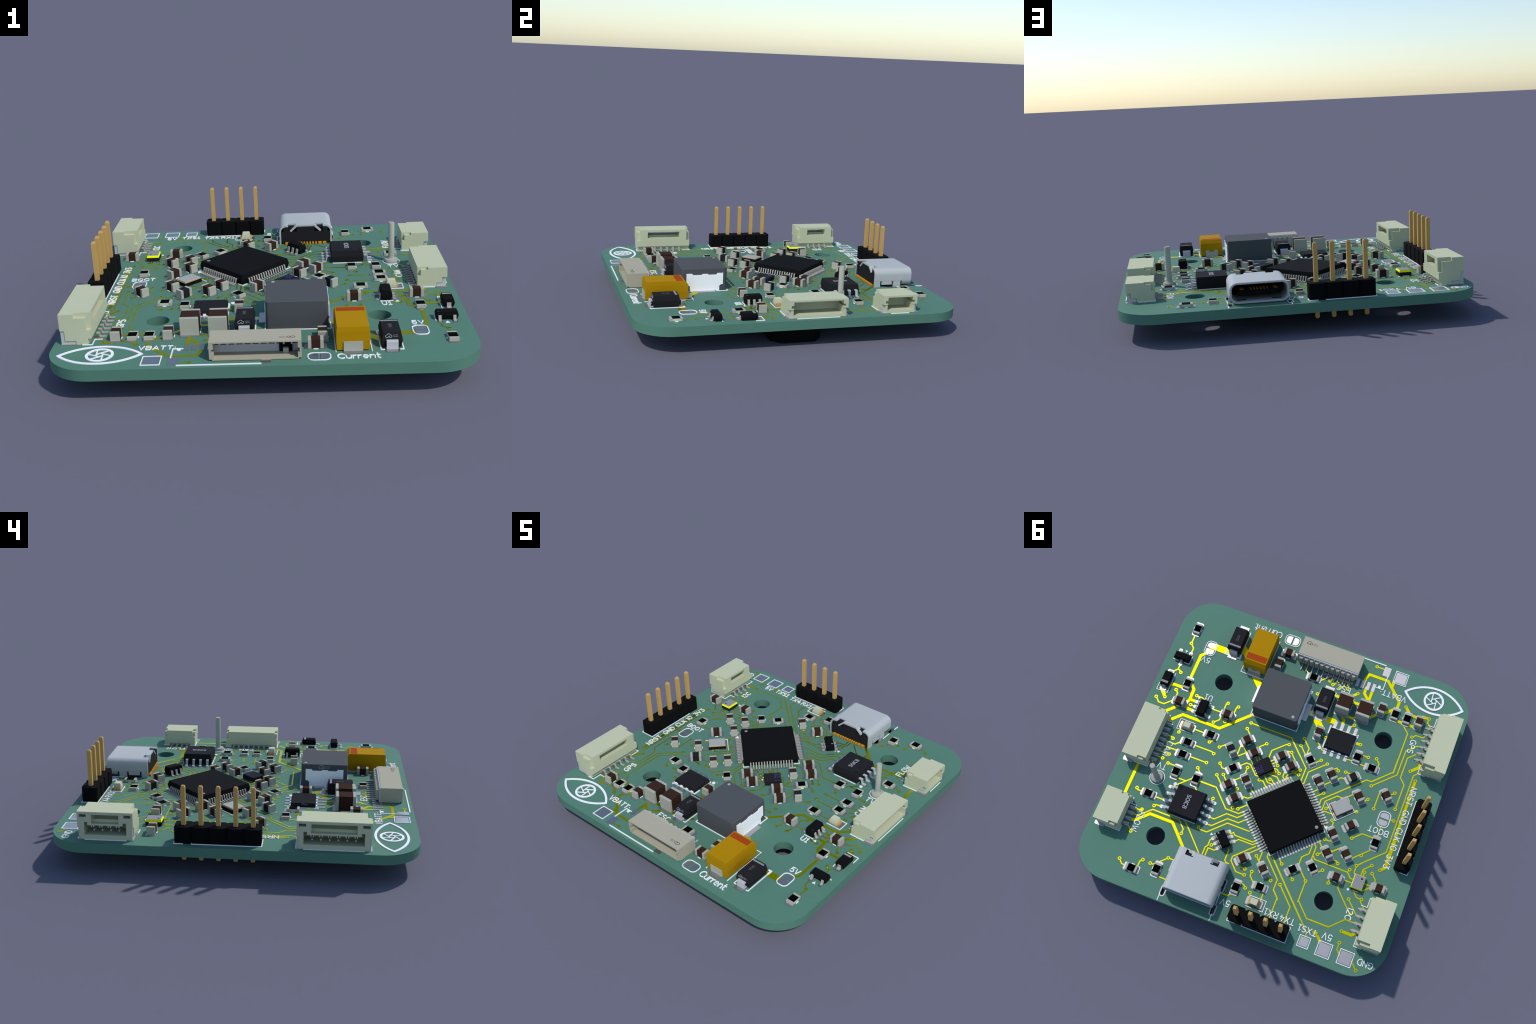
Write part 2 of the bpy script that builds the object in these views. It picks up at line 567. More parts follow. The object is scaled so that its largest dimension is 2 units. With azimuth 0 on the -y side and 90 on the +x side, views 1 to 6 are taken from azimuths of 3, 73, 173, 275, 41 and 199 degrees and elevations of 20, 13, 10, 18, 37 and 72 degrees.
trace(0.5, (-7.24, -17.92), (-8.69, -17.92))
trace(0.5, (-3.68, -17.98), (-4.90, -17.98))
trace(0.5, (-6.65, -18.91), (-7.51, -19.77))
trace(0.5, (-10.99, -16.18), (-12.17, -17.37))
trace(0.5, (-13.09, -17.82), (-14.52, -19.25))
trace(0.5, (-7.85, -21.97), (-7.85, -23.16), (-8.23, -24.13), (-11.81, -24.13), (-13.14, -22.80), (-15.02, -20.93), (-15.01, -19.30))
trace(0.5, (-12.84, -23.25), (-12.84, -24.45))
trace(0.5, (-8.57, -21.45), (-8.57, -20.30), (-9.74, -19.14), (-9.74, -18.81))
trace(0.5, (-9.78, -21.49), (-9.78, -19.38))
trace(0.2, (-9.01, -26.07), (-10.62, -26.07))
trace(0.2, (-2.72, -19.81), (-4.11, -21.20))
trace(0.2, (-2.00, -20.28), (-2.88, -21.16))
trace(0.2, (-0.24, -19.61), (-1.88, -21.26))
trace(0.2, (-4.13, -19.67), (-4.69, -20.23), (-4.69, -21.37))
trace(0.2, (-5.48, -20.02), (-5.48, -20.78), (-5.48, -21.95))
trace(0.2, (3.12, -21.97), (3.12, -21.17), (2.15, -20.20))
trace(0.5, (-16.43, -20.51), (-17.37, -19.58))
trace(0.5, (-17.71, -19.31), (-19.28, -19.31))
trace(0.5, (-15.60, -17.35), (-16.94, -17.35))
trace(0.5, (-17.88, -17.36), (-19.20, -17.36))
trace(0.5, (-19.82, -19.80), (-21.01, -19.80))
trace(0.2, (-20.98, -19.80), (-20.97, -19.02), (-21.90, -18.10))
trace(0.2, (-19.22, -15.40), (-19.80, -15.99), (-21.00, -15.99), (-21.59, -16.58))
trace(0.2, (-21.52, -14.14), (-20.57, -14.14))
trace(0.2, (-21.52, -12.86), (-21.04, -12.72), (-19.74, -11.41), (-19.74, -9.07))
trace(0.2, (-19.74, -10.11), (-19.74, -7.53), (-20.75, -6.53), (-20.74, -1.78))
trace(0.5, (-22.18, -11.37), (-22.18, -10.52), (-21.40, -9.73))
trace(0.5, (-22.17, -11.29), (-22.17, -10.46), (-20.98, -9.27))
trace(0.2, (-22.82, -9.78), (-21.75, -8.71), (-21.75, 5.91), (-18.29, 9.37))
trace(0.2, (-18.43, 9.30), (-17.83, 9.90))
trace(0.2, (-17.83, 9.90), (-17.83, 11.14), (-18.16, 11.48))
trace(0.5, (-22.38, -7.89), (-22.38, 8.00))
trace(0.5, (-22.50, 3.28), (-22.50, 8.46), (-21.74, 9.23))
trace(0.2, (-19.00, -3.77), (-19.74, -4.52))
trace(0.2, (-20.05, 0.28), (-21.13, 0.28))
trace(0.2, (-19.47, 1.78), (-19.47, 4.05))
trace(0.2, (-15.49, 5.74), (-16.89, 4.34), (-19.05, 4.34))
trace(0.2, (-16.62, 9.05), (-17.64, 8.03), (-19.14, 6.53))
trace(0.2, (-17.63, 7.98), (-17.99, 7.98))
trace(0.2, (-11.00, 10.48), (-11.86, 9.62))
trace(0.2, (-12.89, 9.42), (-13.15, 9.16), (-14.38, 7.92))
trace(0.2, (-13.55, 10.42), (-14.45, 10.42), (-14.74, 10.71))
trace(0.2, (-9.65, 9.19), (-9.65, 10.87), (-8.68, 11.85), (-8.68, 13.48))
trace(0.2, (-9.84, 8.88), (-10.35, 9.39), (-10.35, 11.88))
trace(0.2, (-10.42, 11.01), (-10.90, 11.48), (-15.43, 11.48))
trace(0.2, (-14.42, 11.51), (-16.80, 11.51), (-17.61, 12.32), (-18.12, 12.32))
trace(0.2, (-16.78, 11.43), (-16.99, 10.99))
trace(0.2, (-12.76, 12.72), (-12.03, 13.45))
trace(0.2, (-14.37, 13.24), (-14.37, 14.41))
trace(0.2, (-16.14, 13.29), (-16.14, 14.61), (-19.56, 18.03))
trace(0.2, (-16.54, 12.97), (-18.24, 12.97))
trace(0.2, (-19.97, 12.34), (-21.29, 12.34))
trace(0.2, (-19.92, 13.82), (-21.24, 12.51))
trace(0.2, (-20.24, 8.97), (-19.07, 10.14), (-19.07, 11.35))
trace(0.2, (-19.48, 10.47), (-19.48, 11.23))
trace(0.2, (-20.73, 10.22), (-21.58, 11.08), (-21.58, 11.87))
trace(0.2, (-18.68, 14.03), (-19.65, 15.00), (-20.50, 15.00))
trace(0.2, (-20.48, 15.00), (-20.48, 15.42), (-21.45, 16.39))
trace(0.2, (-18.50, 15.72), (-20.59, 17.81), (-21.09, 17.81))
trace(0.2, (-21.10, 19.09), (-19.10, 19.09), (-16.96, 21.23), (-13.69, 21.23))
trace(0.2, (-16.93, 21.26), (-13.09, 21.26), (-10.76, 18.94), (-10.76, 16.84))
trace(0.2, (-10.75, 19.15), (-10.75, 15.49))
trace(0.2, (-10.75, 15.49), (-9.13, 13.87))
trace(0.5, (-19.17, 21.12), (-20.92, 21.12), (-21.49, 20.55))
trace(0.2, (-19.50, 22.99), (-19.50, 24.18), (-20.49, 25.17))
trace(0.2, (-22.02, 24.78), (-23.49, 26.25))
trace(0.5, (-15.05, 22.91), (-15.39, 22.91), (-16.77, 24.28))
trace(0.2, (-3.65, 13.18), (-9.78, 19.32))
trace(0.2, (-4.48, 14.07), (-12.15, 21.74))
trace(0.2, (-8.43, 17.94), (-13.00, 22.51), (-13.95, 23.46), (-13.95, 24.50))
trace(0.2, (-6.97, 17.60), (-9.86, 20.48), (-9.86, 23.66))
trace(0.2, (-3.21, 13.26), (-3.21, 13.93), (-6.25, 16.98), (-6.25, 18.82), (-7.49, 20.06))
trace(0.2, (-6.24, 18.77), (-7.31, 19.84), (-7.31, 23.53))
trace(0.2, (3.65, 14.83), (3.24, 15.24), (3.24, 17.04), (2.88, 17.40), (2.39, 17.40))
trace(0.2, (-0.75, 13.01), (2.24, 16.00), (2.24, 16.76), (0.77, 18.24), (-0.77, 18.24))
trace(0.2, (0.68, 16.86), (0.29, 17.25), (-0.50, 17.25))
trace(0.2, (-1.75, 17.25), (-1.75, 17.99), (-2.87, 19.11))
trace(0.2, (-0.63, 19.76), (-1.28, 19.76), (-1.75, 20.23))
trace(0.2, (-2.78, 20.69), (-3.18, 21.74))
trace(0.2, (-4.89, 19.70), (-4.89, 21.75))
trace(0.2, (2.01, 22.47), (0.56, 22.47), (-0.20, 21.72))
trace(0.2, (-4.50, 16.75), (-5.26, 17.51))
trace(0.2, (-1.49, 14.48), (-2.55, 15.54))
trace(0.2, (-2.17, 13.24), (-2.17, 15.07), (-2.60, 15.49))
trace(0.2, (-5.13, 13.39), (-5.97, 14.23))
trace(0.2, (-7.77, 15.23), (-8.58, 16.05))
trace(0.2, (-10.41, 8.17), (-11.53, 9.30))
trace(0.2, (-11.01, 10.50), (-11.90, 9.61))
trace(0.2, (-12.85, 9.06), (-13.19, 9.06), (-14.38, 7.88))
trace(0.2, (-13.77, 10.40), (-14.42, 10.41), (-14.75, 10.74))
trace(0.2, (-12.05, 13.43), (-12.75, 12.72))
trace(0.2, (-14.40, 13.36), (-14.40, 14.41))
trace(0.2, (-10.20, 5.18), (-10.79, 5.78))
trace(0.2, (-11.25, 3.99), (-11.63, 4.37), (-11.63, 5.18))
trace(0.2, (-11.25, 7.58), (-12.17, 7.58), (-12.59, 7.16))
trace(0.2, (-0.04, 14.59), (-1.46, 13.17))
trace(0.2, (18.85, 11.14), (17.18, 11.14))
trace(0.2, (18.15, 12.70), (17.85, 12.39), (17.10, 12.39))
trace(0.2, (21.30, 14.27), (20.04, 14.27), (19.83, 14.06))
trace(0.2, (21.21, 15.27), (19.99, 15.27), (18.12, 13.40), (13.95, 13.40))
trace(0.5, (21.22, 16.28), (20.24, 16.28), (18.22, 14.26), (14.03, 14.26), (13.28, 15.01))
trace(0.2, (21.12, 17.18), (20.04, 18.25))
trace(0.2, (16.73, 13.42), (13.14, 13.42), (11.87, 14.69), (11.87, 15.49))
trace(0.5, (16.37, 14.27), (14.00, 14.27), (10.03, 18.25))
trace(0.2, (12.12, 13.22), (7.86, 17.48))
trace(0.2, (9.22, 7.83), (9.22, 8.42))
trace(0.2, (8.39, 11.13), (7.64, 11.13), (6.00, 9.49), (4.06, 9.49), (3.22, 8.65))
trace(0.2, (8.46, 12.39), (7.64, 12.39), (5.50, 10.25), (3.51, 10.25), (2.55, 9.29))
trace(0.2, (9.57, 13.42), (9.29, 13.71), (7.96, 13.71), (5.22, 10.97), (1.23, 10.97))
trace(0.2, (4.07, 12.55), (3.64, 12.12), (3.27, 12.50), (0.01, 12.50), (-0.39, 12.10))
trace(0.2, (2.98, 13.56), (2.36, 12.94), (-0.16, 12.94), (-0.64, 12.46))
trace(0.2, (6.32, 15.51), (5.85, 15.04))
trace(0.2, (6.53, 14.38), (6.87, 14.72), (6.87, 15.84), (7.18, 16.15), (7.18, 17.51))
trace(0.2, (5.12, 15.75), (5.54, 16.17), (6.66, 16.18), (6.66, 17.45))
trace(0.2, (6.05, 7.19), (5.44, 7.80), (5.44, 8.17))
trace(0.2, (4.52, 7.99), (3.29, 6.75))
trace(0.2, (6.00, 4.71), (6.00, 5.20))
trace(0.2, (4.80, 5.63), (3.65, 5.63), (3.11, 5.08))
trace(0.2, (4.11, 3.48), (3.31, 4.28))
trace(0.2, (19.86, 23.23), (19.14, 23.95), (18.46, 23.95))
trace(0.2, (16.48, 23.60), (16.48, 22.43), (16.09, 22.03))
trace(0.2, (13.49, 21.46), (12.23, 20.21))
trace(0.2, (12.24, 20.21), (11.10, 20.21))
trace(0.2, (14.71, 22.13), (14.20, 22.13), (13.65, 21.58))
trace(0.2, (12.71, 23.72), (11.10, 23.72))
for vx, vy in VIAS:
    ring(TR, vx, vy, 0.31, 0.14, 0.055, COPPER, 20, False)
put("copper_trace", TR.done("copper_trace"), stuff=True)

# ----------------------------------------------------------------------------- pads
PD = Shape()

def pad(x, y, w, h, rot=0, r=0.25, shape=None):
    r = min(r, 0.5 * min(w, h) - 0.01)
    pts = round_rect(w, h, r, 4) if r > 0.02 else [(-w / 2, -h / 2), (w / 2, -h / 2), (w / 2, h / 2), (-w / 2, h / 2)]
    slab(shape or PD, pts, 0.075, PADM, x, y, rot)

SK = Shape()
def silk(w, *pts):
    slab(SK, stroke_outline(pts, w), 0.10, WHITE)

def local(cx, cy, rot):
    c, s = math.cos(math.radians(rot)), math.sin(math.radians(rot))
    return lambda x, y: (cx + x * c - y * s, cy + x * s + y * c)

ANG = {"X": 0, "Y": 90, "P": 45, "Q": -45}

# ----------------------------------------------------------------------------- two-ended chips
def chip_meshes():
    m = {}
    s = Shape(); s.box(-0.66, 0.66, -0.61, 0.61, 0.02, 0.45, CERAM)
    m["r_body"] = s.done("resistor_body")
    s = Shape(); s.box(-0.62, 0.62, -0.585, 0.585, 0.40, 0.505, RBLACK)
    m["r_film"] = s.done("resistor_film")
    s = Shape(); s.box(-1.0, -0.64, -0.625, 0.625, 0.0, 0.5, CERAM, 0.02)
    m["r_skirt"] = s.done("resistor_terminal")
    s = Shape(); s.box(-1.01, -0.62, -0.627, 0.627, 0.0, 0.5, TERM, 0.03)
    m["r_term"] = s.done("resistor_terminal")
    for k, mat in (("c", BROWN), ("f", FERRITE)):
        s = Shape(); s.box(-0.66, 0.66, -0.60, 0.60, 0.025, 1.225, mat)
        m[k + "_body"] = s.done("ceramic_body")
    s = Shape(); s.box(-1.0, -0.56, -0.63, 0.63, 0.0, 1.25, TERM, 0.035)
    m["c_term"] = s.done("capacitor_terminal")
    s = Shape(); s.box(-1.2, 1.2, -1.21, 1.21, 0.03, 2.46, BROWN)
    m["big_body"] = s.done("large_ceramic_body")
    s = Shape(); s.box(-1.6, -1.12, -1.25, 1.25, 0.0, 2.5, TERM, 0.05)
    m["big_term"] = s.done("large_capacitor_terminal")
    return m
CM = chip_meshes()

def two_ended(name, body, term, x, y, o, padx, padw, padh, extra=None):
    rot = ANG[o]
    b = put(name, body, ROOT, (x, y, 0.04), rot)
    put("terminal", term, b, (0, 0, 0), 0)
    put("terminal", term, b, (0, 0, 0), 180)
    if extra:
        put("resistive_film", extra, b)
    f = local(x, y, rot)
    for q in (-1, 1):
        pad(*f(q * padx, 0), padw, padh, rot)
    return b, f

def resistor(x, y, o):
    b, f = two_ended("resistor", CM["r_body"], CM["r_term"], x, y, o, 0.9125, 1.0, 1.4, CM["r_film"])
    for q in (-0.74, 0.74):
        silk(0.12, f(-0.227, q), f(0.227, q))

def capacitor(x, y, o):
    b, f = two_ended("capacitor", CM["c_body"], CM["c_term"], x, y, o, 0.95, 1.0, 1.45)
    for q in (-0.74, 0.74):
        silk(0.12, f(-0.26, q), f(0.26, q))

def ferrite(x, y, o):
    two_ended("ferrite_bead", CM["f_body"], CM["c_term"], x, y, o, 0.95, 1.0, 1.45)

def large_capacitor(x, y, o):
    b, f = two_ended("large_capacitor", CM["big_body"], CM["big_term"], x, y, o, 1.475, 1.15, 2.7)
    for q in (-1.36, 1.36):
        silk(0.12, f(-0.71, q), f(0.71, q))

resistor(24.23, -21.05, 'Y')
resistor(21.69, -10.33, 'Y')
resistor(0.95, -19.77, 'X')
resistor(-15.08, -18.34, 'Y')
resistor(-17.31, -18.30, 'Y')
resistor(17.27, -0.02, 'X')
resistor(17.22, 2.37, 'X')
resistor(14.02, -2.78, 'X')
resistor(17.05, 5.71, 'Y')
resistor(13.26, 5.72, 'Y')
resistor(8.04, 1.49, 'P')
resistor(-4.02, -4.79, 'Q')
resistor(-11.48, -8.28, 'Y')
resistor(-14.50, -7.26, 'X')
resistor(-19.46, 5.14, 'Y')
resistor(19.90, 11.06, 'X')
resistor(17.29, 24.02, 'X')
resistor(13.28, 22.68, 'Y')
resistor(-3.98, 19.22, 'X')
resistor(-8.02, 14.47, 'P')
resistor(-10.99, 12.96, 'Q')
resistor(-0.25, 20.69, 'Y')
capacitor(6.76, -22.47, 'X')
capacitor(7.75, -19.90, 'Y')
capacitor(-12.52, -18.32, 'Y')
capacitor(-19.50, -18.33, 'Y')
capacitor(21.65, -6.55, 'X')
capacitor(12.69, -7.33, 'X')
capacitor(7.62, -4.09, 'P')
capacitor(5.60, -2.34, 'P')
capacitor(5.03, 2.81, 'Q')
capacitor(7.66, 4.64, 'P')
capacitor(0.89, -3.56, 'P')
capacitor(-1.30, -2.35, 'P')
capacitor(-3.56, -10.06, 'Y')
capacitor(-6.71, -1.58, 'Q')
capacitor(-8.47, -3.51, 'Q')
capacitor(-14.15, -1.54, 'Q')
capacitor(-18.49, -3.37, 'Q')
capacitor(5.75, 6.49, 'P')
capacitor(0.51, 15.83, 'P')
capacitor(-3.44, 16.25, 'Q')
capacitor(-12.19, 6.26, 'Q')
capacitor(-12.45, 9.76, 'Q')
capacitor(-15.48, 8.77, 'Q')
capacitor(-15.29, 13.09, 'X')
capacitor(-22.55, 12.32, 'X')
capacitor(-14.51, 3.83, 'P')
ferrite(9.60, -1.54, 'Q')
ferrite(-12.02, -4.40, 'P')

large_capacitor(-5.98, -16.58, "Y")
large_capacitor(-9.75, -16.62, "Y")

# ----------------------------------------------------------------------------- packages with legs
def package(l, w, z0, z1, mat, inset=0.12, mid=None, bevel_x=None):
    s = Shape()
    mid = (z0 + z1) / 2 if mid is None else mid
    def r(i, z, ix=None):
        ix = i if ix is None else ix
        a, b, c = l / 2 - ix, w / 2 - i, 0.05
        return [(a, -b + c, z), (a, b - c, z), (a - c, b, z), (-a + c, b, z), (-a, b - c, z), (-a, -b + c, z), (-a + c, -b, z), (a - c, -b, z)]
    s.rings([r(inset * 0.8, z0), r(0, mid - 0.06), r(0, mid + 0.06), r(inset, z1)], mat)
    return s

def gull(width, x0, x1, z, foot, t=0.15, mat=LEAD, drop=None, name="lead"):
    """Gull-wing leg running along +x from x0 (in the body) to its toe at x1."""
    s = Shape()
    k = x1 - foot
    xs = max(x0 + 0.06, k - 0.17) if drop is None else x0 + drop
    prof = [(x0 - 0.1, z), (xs, z), (xs + 0.06, z - 0.03), (k + 0.02, t + 0.03), (k + 0.1, t), (x1, t), (x1, 0.0), (k, 0.0), (k - 0.07, 0.05), (xs - 0.08, z - t), (x0 - 0.1, z - t)]
    s.extrude_y(prof, -width / 2, width / 2, mat)
    return s.done(name)

def dot_mark(parent, x, y, r, z, mat, name="pin_mark"):
    s = Shape()
    s.cyl(x, y, r, z - 0.02, z + 0.012, mat, 20)
    put(name, s.done(name), parent)

def legs(parent, mesh, places):
    for x, y, rot in places:
        put("lead", mesh, parent, (x, y, 0), rot)

# main controller, 64 legs, turned 45 degrees
MC = (-3.6, 6.42, 45)
mcu = put("processor_chip", package(10, 10, 0.12, 1.55, CHIP, 0.17).done("processor_chip"), ROOT, (MC[0], MC[1], 0.05), MC[2])
g = gull(0.21, 4.95, 6.0, 0.86, 0.62, 0.13, LEAD, 0.24)
f = local(*MC)
for side in range(4):
    c, q = math.cos(math.radians(90 * side)), math.sin(math.radians(90 * side))
    for k in range(16):
        t = (k - 7.5) * 0.5
        legs(mcu, g, [(-q * t, c * t, 90 * side)])
        px, py = c * 5.675 - q * t, q * 5.675 + c * t
        pad(*f(px, py), 1.475, 0.3, MC[2] + 90 * side, 0.08)
    a, b = 5.11, 4.16
    p = [(b, a), (a, a), (a, b)]
    silk(0.12, *[f(c * x - q * y, q * x + c * y) for x, y in p])
gx, gy = -9.27 - MC[0], 6.49 - MC[1]
dot_mark(mcu, (gx + gy) * 0.7071, (gy - gx) * 0.7071, 0.29, 1.55, DOTM)

# eight-legged memory chip
SO = (12.76, 10.45)
so = put("memory_chip", package(5.23, 5.23, 0.1, 2.0, CHIPG, 0.14, 1.0).done("memory_chip"), ROOT, (SO[0], SO[1], 0.05))
g = gull(0.42, 2.6, 3.98, 1.12, 0.62, 0.2, LEADB)
for k in range(4):
    y = (k - 1.5) * 1.27
    legs(so, g, [(0, y, 0), (0, y, 180)])
    pad(SO[0] + 3.6, SO[1] + y, 1.75, 0.6, 0, 0.28)
    pad(SO[0] - 3.6, SO[1] + y, 1.75, 0.6, 0, 0.28)
for q in (-2.66, 2.66):
    silk(0.15, (SO[0] - 2.27, SO[1] + q), (SO[0] + 2.27, SO[1] + q))
dot_mark(so, 1.95, -2.0, 0.27, 2.0, DARKM)

# small outline transistors and regulators
def small_outline(name, x, y, rot, plus, minus, dot, w=1.6, l=2.9, toe=1.4, padx=1.1375, h=1.5):
    b = put(name, package(w, l, 0.06, h, CHIP, 0.13, 0.55 * h).done(name), ROOT, (x, y, 0.05), rot)
    g = gull(0.40, w / 2 - 0.02, toe, 0.6 * h, 0.36, 0.14, LEAD)
    f = local(x, y, rot)
    for t in plus:
        legs(b, g, [(0, t, 0)])
        pad(*f(padx, t), 1.3, 0.6, rot, 0.15)
    for t in minus:
        legs(b, g, [(0, t, 180)])
        pad(*f(-padx, t), 1.3, 0.6, rot, 0.15)
    dot_mark(b, dot[0], dot[1], dot[2], h, DOTM)
    return b
small_outline("regulator_chip", 17.26, -6.78, 0, (-0.95, 0, 0.95), (-0.95, 0.95), (0.55, -1.2, 0.05))
small_outline("transistor", 24.5, -14.75, -90, (-0.98, 0.98), (0,), (0.5, -1.2, 0.05), 1.35, 3.0, 1.22, 0.95, 1.12)
small_outline("bus_guard_chip", 4.75, 13.97, 45, (-0.95, 0, 0.95), (-0.95, 0, 0.95), (0.35, -1.12, 0.15))
for w, pts in ((0.12, [(16.37, -8.34), (18.15, -8.34)]), (0.12, [(16.37, -5.23), (18.15, -5.23)])):
    silk(w, *pts)
def triangle(x, y, a, r=0.33):
    slab(SK, [(r * math.cos(math.radians(a + 120 * k)), r * math.sin(math.radians(a + 120 * k))) for k in range(3)], 0.10, WHITE, x, y)
triangle(18.72, -8.53, 90)
triangle(24.42, -16.2, 90)
triangle(7.0, 13.8, 180)
triangle(-10.72, 5.58, 0, 0.42)

# diodes
def diode(name, x, y, rot, l, w, h, mat, toe, leadw, padx, padw, padh, band, bandmat, zl, wrap=False, lead=LEAD):
    b = put(name, package(l, w, 0.05, h, mat, 0.13 if h < 1.5 else 0.2, zl).done(name), ROOT, (x, y, 0.05), rot)
    if wrap:
        s = Shape()
        t = 0.16
        s.extrude_y([(l / 2 - 0.15, zl + 0.1), (toe - 0.12, zl + 0.1), (toe, zl - 0.08), (toe + 0.08, 0.0), (l / 2 - 0.5, 0.0), (l / 2 - 0.5, t), (toe - t, t), (toe - t, zl - 0.06), (l / 2 - 0.15, zl - 0.06)], -leadw / 2, leadw / 2, lead)
        g = s.done("lead")
    else:
        g = gull(leadw, l / 2 - 0.02, toe, zl + 0.08, 0.42, 0.14, lead)
    legs(b, g, [(0, 0, 0), (0, 0, 180)])
    s = Shape()
    if band[2] > 1:
        n = int(band[2])
        hw = w / 2 - 0.22
        for k in range(n):
            y0 = -hw + 2 * hw * k / n
            d = hw / n * 1.25
            s.prism([(band[0], y0), (band[0], y0 + d), (band[1], y0 + d + 0.12), (band[1], y0 + 0.12)], h - 0.02, h + 0.012, bandmat)
    else:
        s.box(band[0], band[1], -w / 2 + 0.16, w / 2 - 0.16, h - 0.02, h + 0.012, bandmat)
    put("polarity_band", s.done("polarity_band"), b)
    f = local(x, y, rot)
    for q in (-1, 1):
        pad(*f(q * padx, 0), padw, padh, rot, 0.2 if padh < 1.3 else 0.0)
    return b
diode("signal_diode", 25.49, -9.76, 90, 2.7, 1.6, 1.12, CHIP, 1.85, 0.6, 1.62, 0.95, 1.15, (0.62, 1.02, 1), DOTM, 0.55)
SMA1 = diode("power_diode", 16.27, -21.3, 90, 4.4, 2.65, 2.03, CHIPG, 2.62, 1.45, 2.42, 2.0, 1.7, (1.46, 1.78, 15), LIGHTM, 1.05, True, LEADB)
SMA2 = diode("power_diode", -2.48, -15.82, 90, 4.4, 2.65, 2.03, CHIPG, 2.62, 1.45, 2.42, 2.0, 1.7, (1.46, 1.78, 15), LIGHTM, 1.05, True, LEADB)
for dx, dy in ((16.27, -21.3), (-2.48, -15.82)):
    for q in (-1, 1):
        silk(0.15, (dx + q * 1.0, dy - 2.6), (dx + q * 1.4, dy - 2.6), (dx + q * 1.4, dy + 2.9))
        silk(0.3, (dx + q * 1.4, dy + 2.2), (dx + q * 1.4, dy + 2.9), (dx + q * 1.0, dy + 2.9))

# small-outline no-lead regulator
QF = (-7.69, -9.83)
qf = put("switching_regulator", package(4.85, 4.0, 0.05, 0.76, CHIPG, 0.14, 0.36).done("switching_regulator"), ROOT, (QF[0], QF[1], 0.05))
s = Shape(); s.box(-0.22, 0.22, 1.75, 2.25, 0.0, 0.3, MIRROR)
g = s.done("lead")
for k in range(4):
    x = (k - 1.5) * 1.27
    put("lead", g, qf, (x, 0, 0))
    put("lead", g, qf, (-x, 0, 0), 180)
    pad(QF[0] + x, -12.62, 0.6, 1.5, 0, 0.02)
    pad(QF[0] + x, -7.52, 0.6, 1.5, 0, 0.02)
dot_mark(qf, 1.93, 1.24, 0.16, 0.76, DARKM)
s = Shape(); s.box(-2.0, 2.0, -2.0, 2.0, 0.0, 0.05, STEELW)
silk(0.12, (-5.18, -12.0), (-10.2, -12.0)); silk(0.12, (-5.18, -7.72), (-10.2, -7.72))

# motion sensor, 45 degrees
BM = (3.16, -0.6, 45)
bmi = put("motion_sensor", package(3.0, 2.5, 0.03, 0.83, CHIPG, 0.02).done("motion_sensor"), ROOT, (BM[0], BM[1], 0.05), 45)
f = local(*BM)
for k in range(4):
    for q in (-1, 1):
        pad(*f((k - 1.5) * 0.5, q * 1.15), 0.25, 0.48, 45, 0.02)
for k in range(3):
    for q in (-1, 1):
        pad(*f(q * 1.4, (k - 1) * 0.5), 0.48, 0.25, 45, 0.02)

# pressure sensor with a yellow rim
BP = (-19.03, 12.6)
bp = put("pressure_sensor", Shape().box(-1.0, 1.0, -1.25, 1.25, 0.02, 0.62, CHIPG).done("pressure_sensor"), ROOT, (BP[0], BP[1], 0.05))
SR = Shape()
SR.rings([[(sx * a, sy * (a + 0.25), z) for sx, sy in ((-1, -1), (1, -1), (1, 1), (-1, 1))] for a, z in ((1.0, 0.62), (0.9, 0.97))], SENSY)
put("sensor_rim", SR.done("sensor_rim"), bp)
put("sensor_lid", Shape().box(-0.88, 0.88, -1.13, 1.13, 0.80, 0.99, SENS).done("sensor_lid"), bp)
dot_mark(bp, -0.37, -0.68, 0.16, 0.985, DARKM, "vent_hole")

# crystal
XT = (-11.99, 1.27, 45)
xt = put("crystal", Shape().box(-1.6, 1.6, -1.25, 1.25, 0.03, 0.5, CHIP, 0.03).done("crystal"), ROOT, (XT[0], XT[1], 0.05), 45)
put("crystal_rim", Shape().box(-1.58, 1.58, -1.23, 1.23, 0.5, 0.62, RIMG, 0.05).done("crystal_rim"), xt)
put("crystal_lid", Shape().box(-1.51, 1.51, -1.16, 1.16, 0.58, 0.76, LID, 0.06).done("crystal_lid"), xt)
f = local(*XT)
for sx in (-1, 1):
    for sy in (-1, 1):
        pad(*f(sx * 1.1, sy * 0.88), 1.4, 1.2, 45, 0.1)

# status lamps
def status_lamp(x, y, rot):
    b = put("status_lamp", Shape().box(-0.75, 0.75, -0.62, 0.62, 0.0, 0.42, LEDC).done("status_lamp"), ROOT, (x, y, 0.05), rot)
    s = Shape()
    r = lambda a, c, z: [(-a, -c, z), (a, -c, z), (a, c, z), (-a, c, z)]
    s.rings([r(0.72, 0.625, 0.38), r(0.70, 0.60, 0.6), r(0.58, 0.50, 1.1)], LEDC)
    put("lens", s.done("lamp_lens"), b)
    t = Shape().box(-1.0, -0.72, -0.6, 0.6, 0.0, 0.42, LEDG).done("lamp_terminal")
    put("terminal", t, b)
    put("terminal", t, b, (0, 0, 0), 180)
    f = local(x, y, rot)
    for q in (-1, 1):
        pad(*f(q * 0.95, 0), 1.0, 1.4, rot)
status_lamp(18.5, -2.77, 0)
status_lamp(-4.05, 21.95, 0)

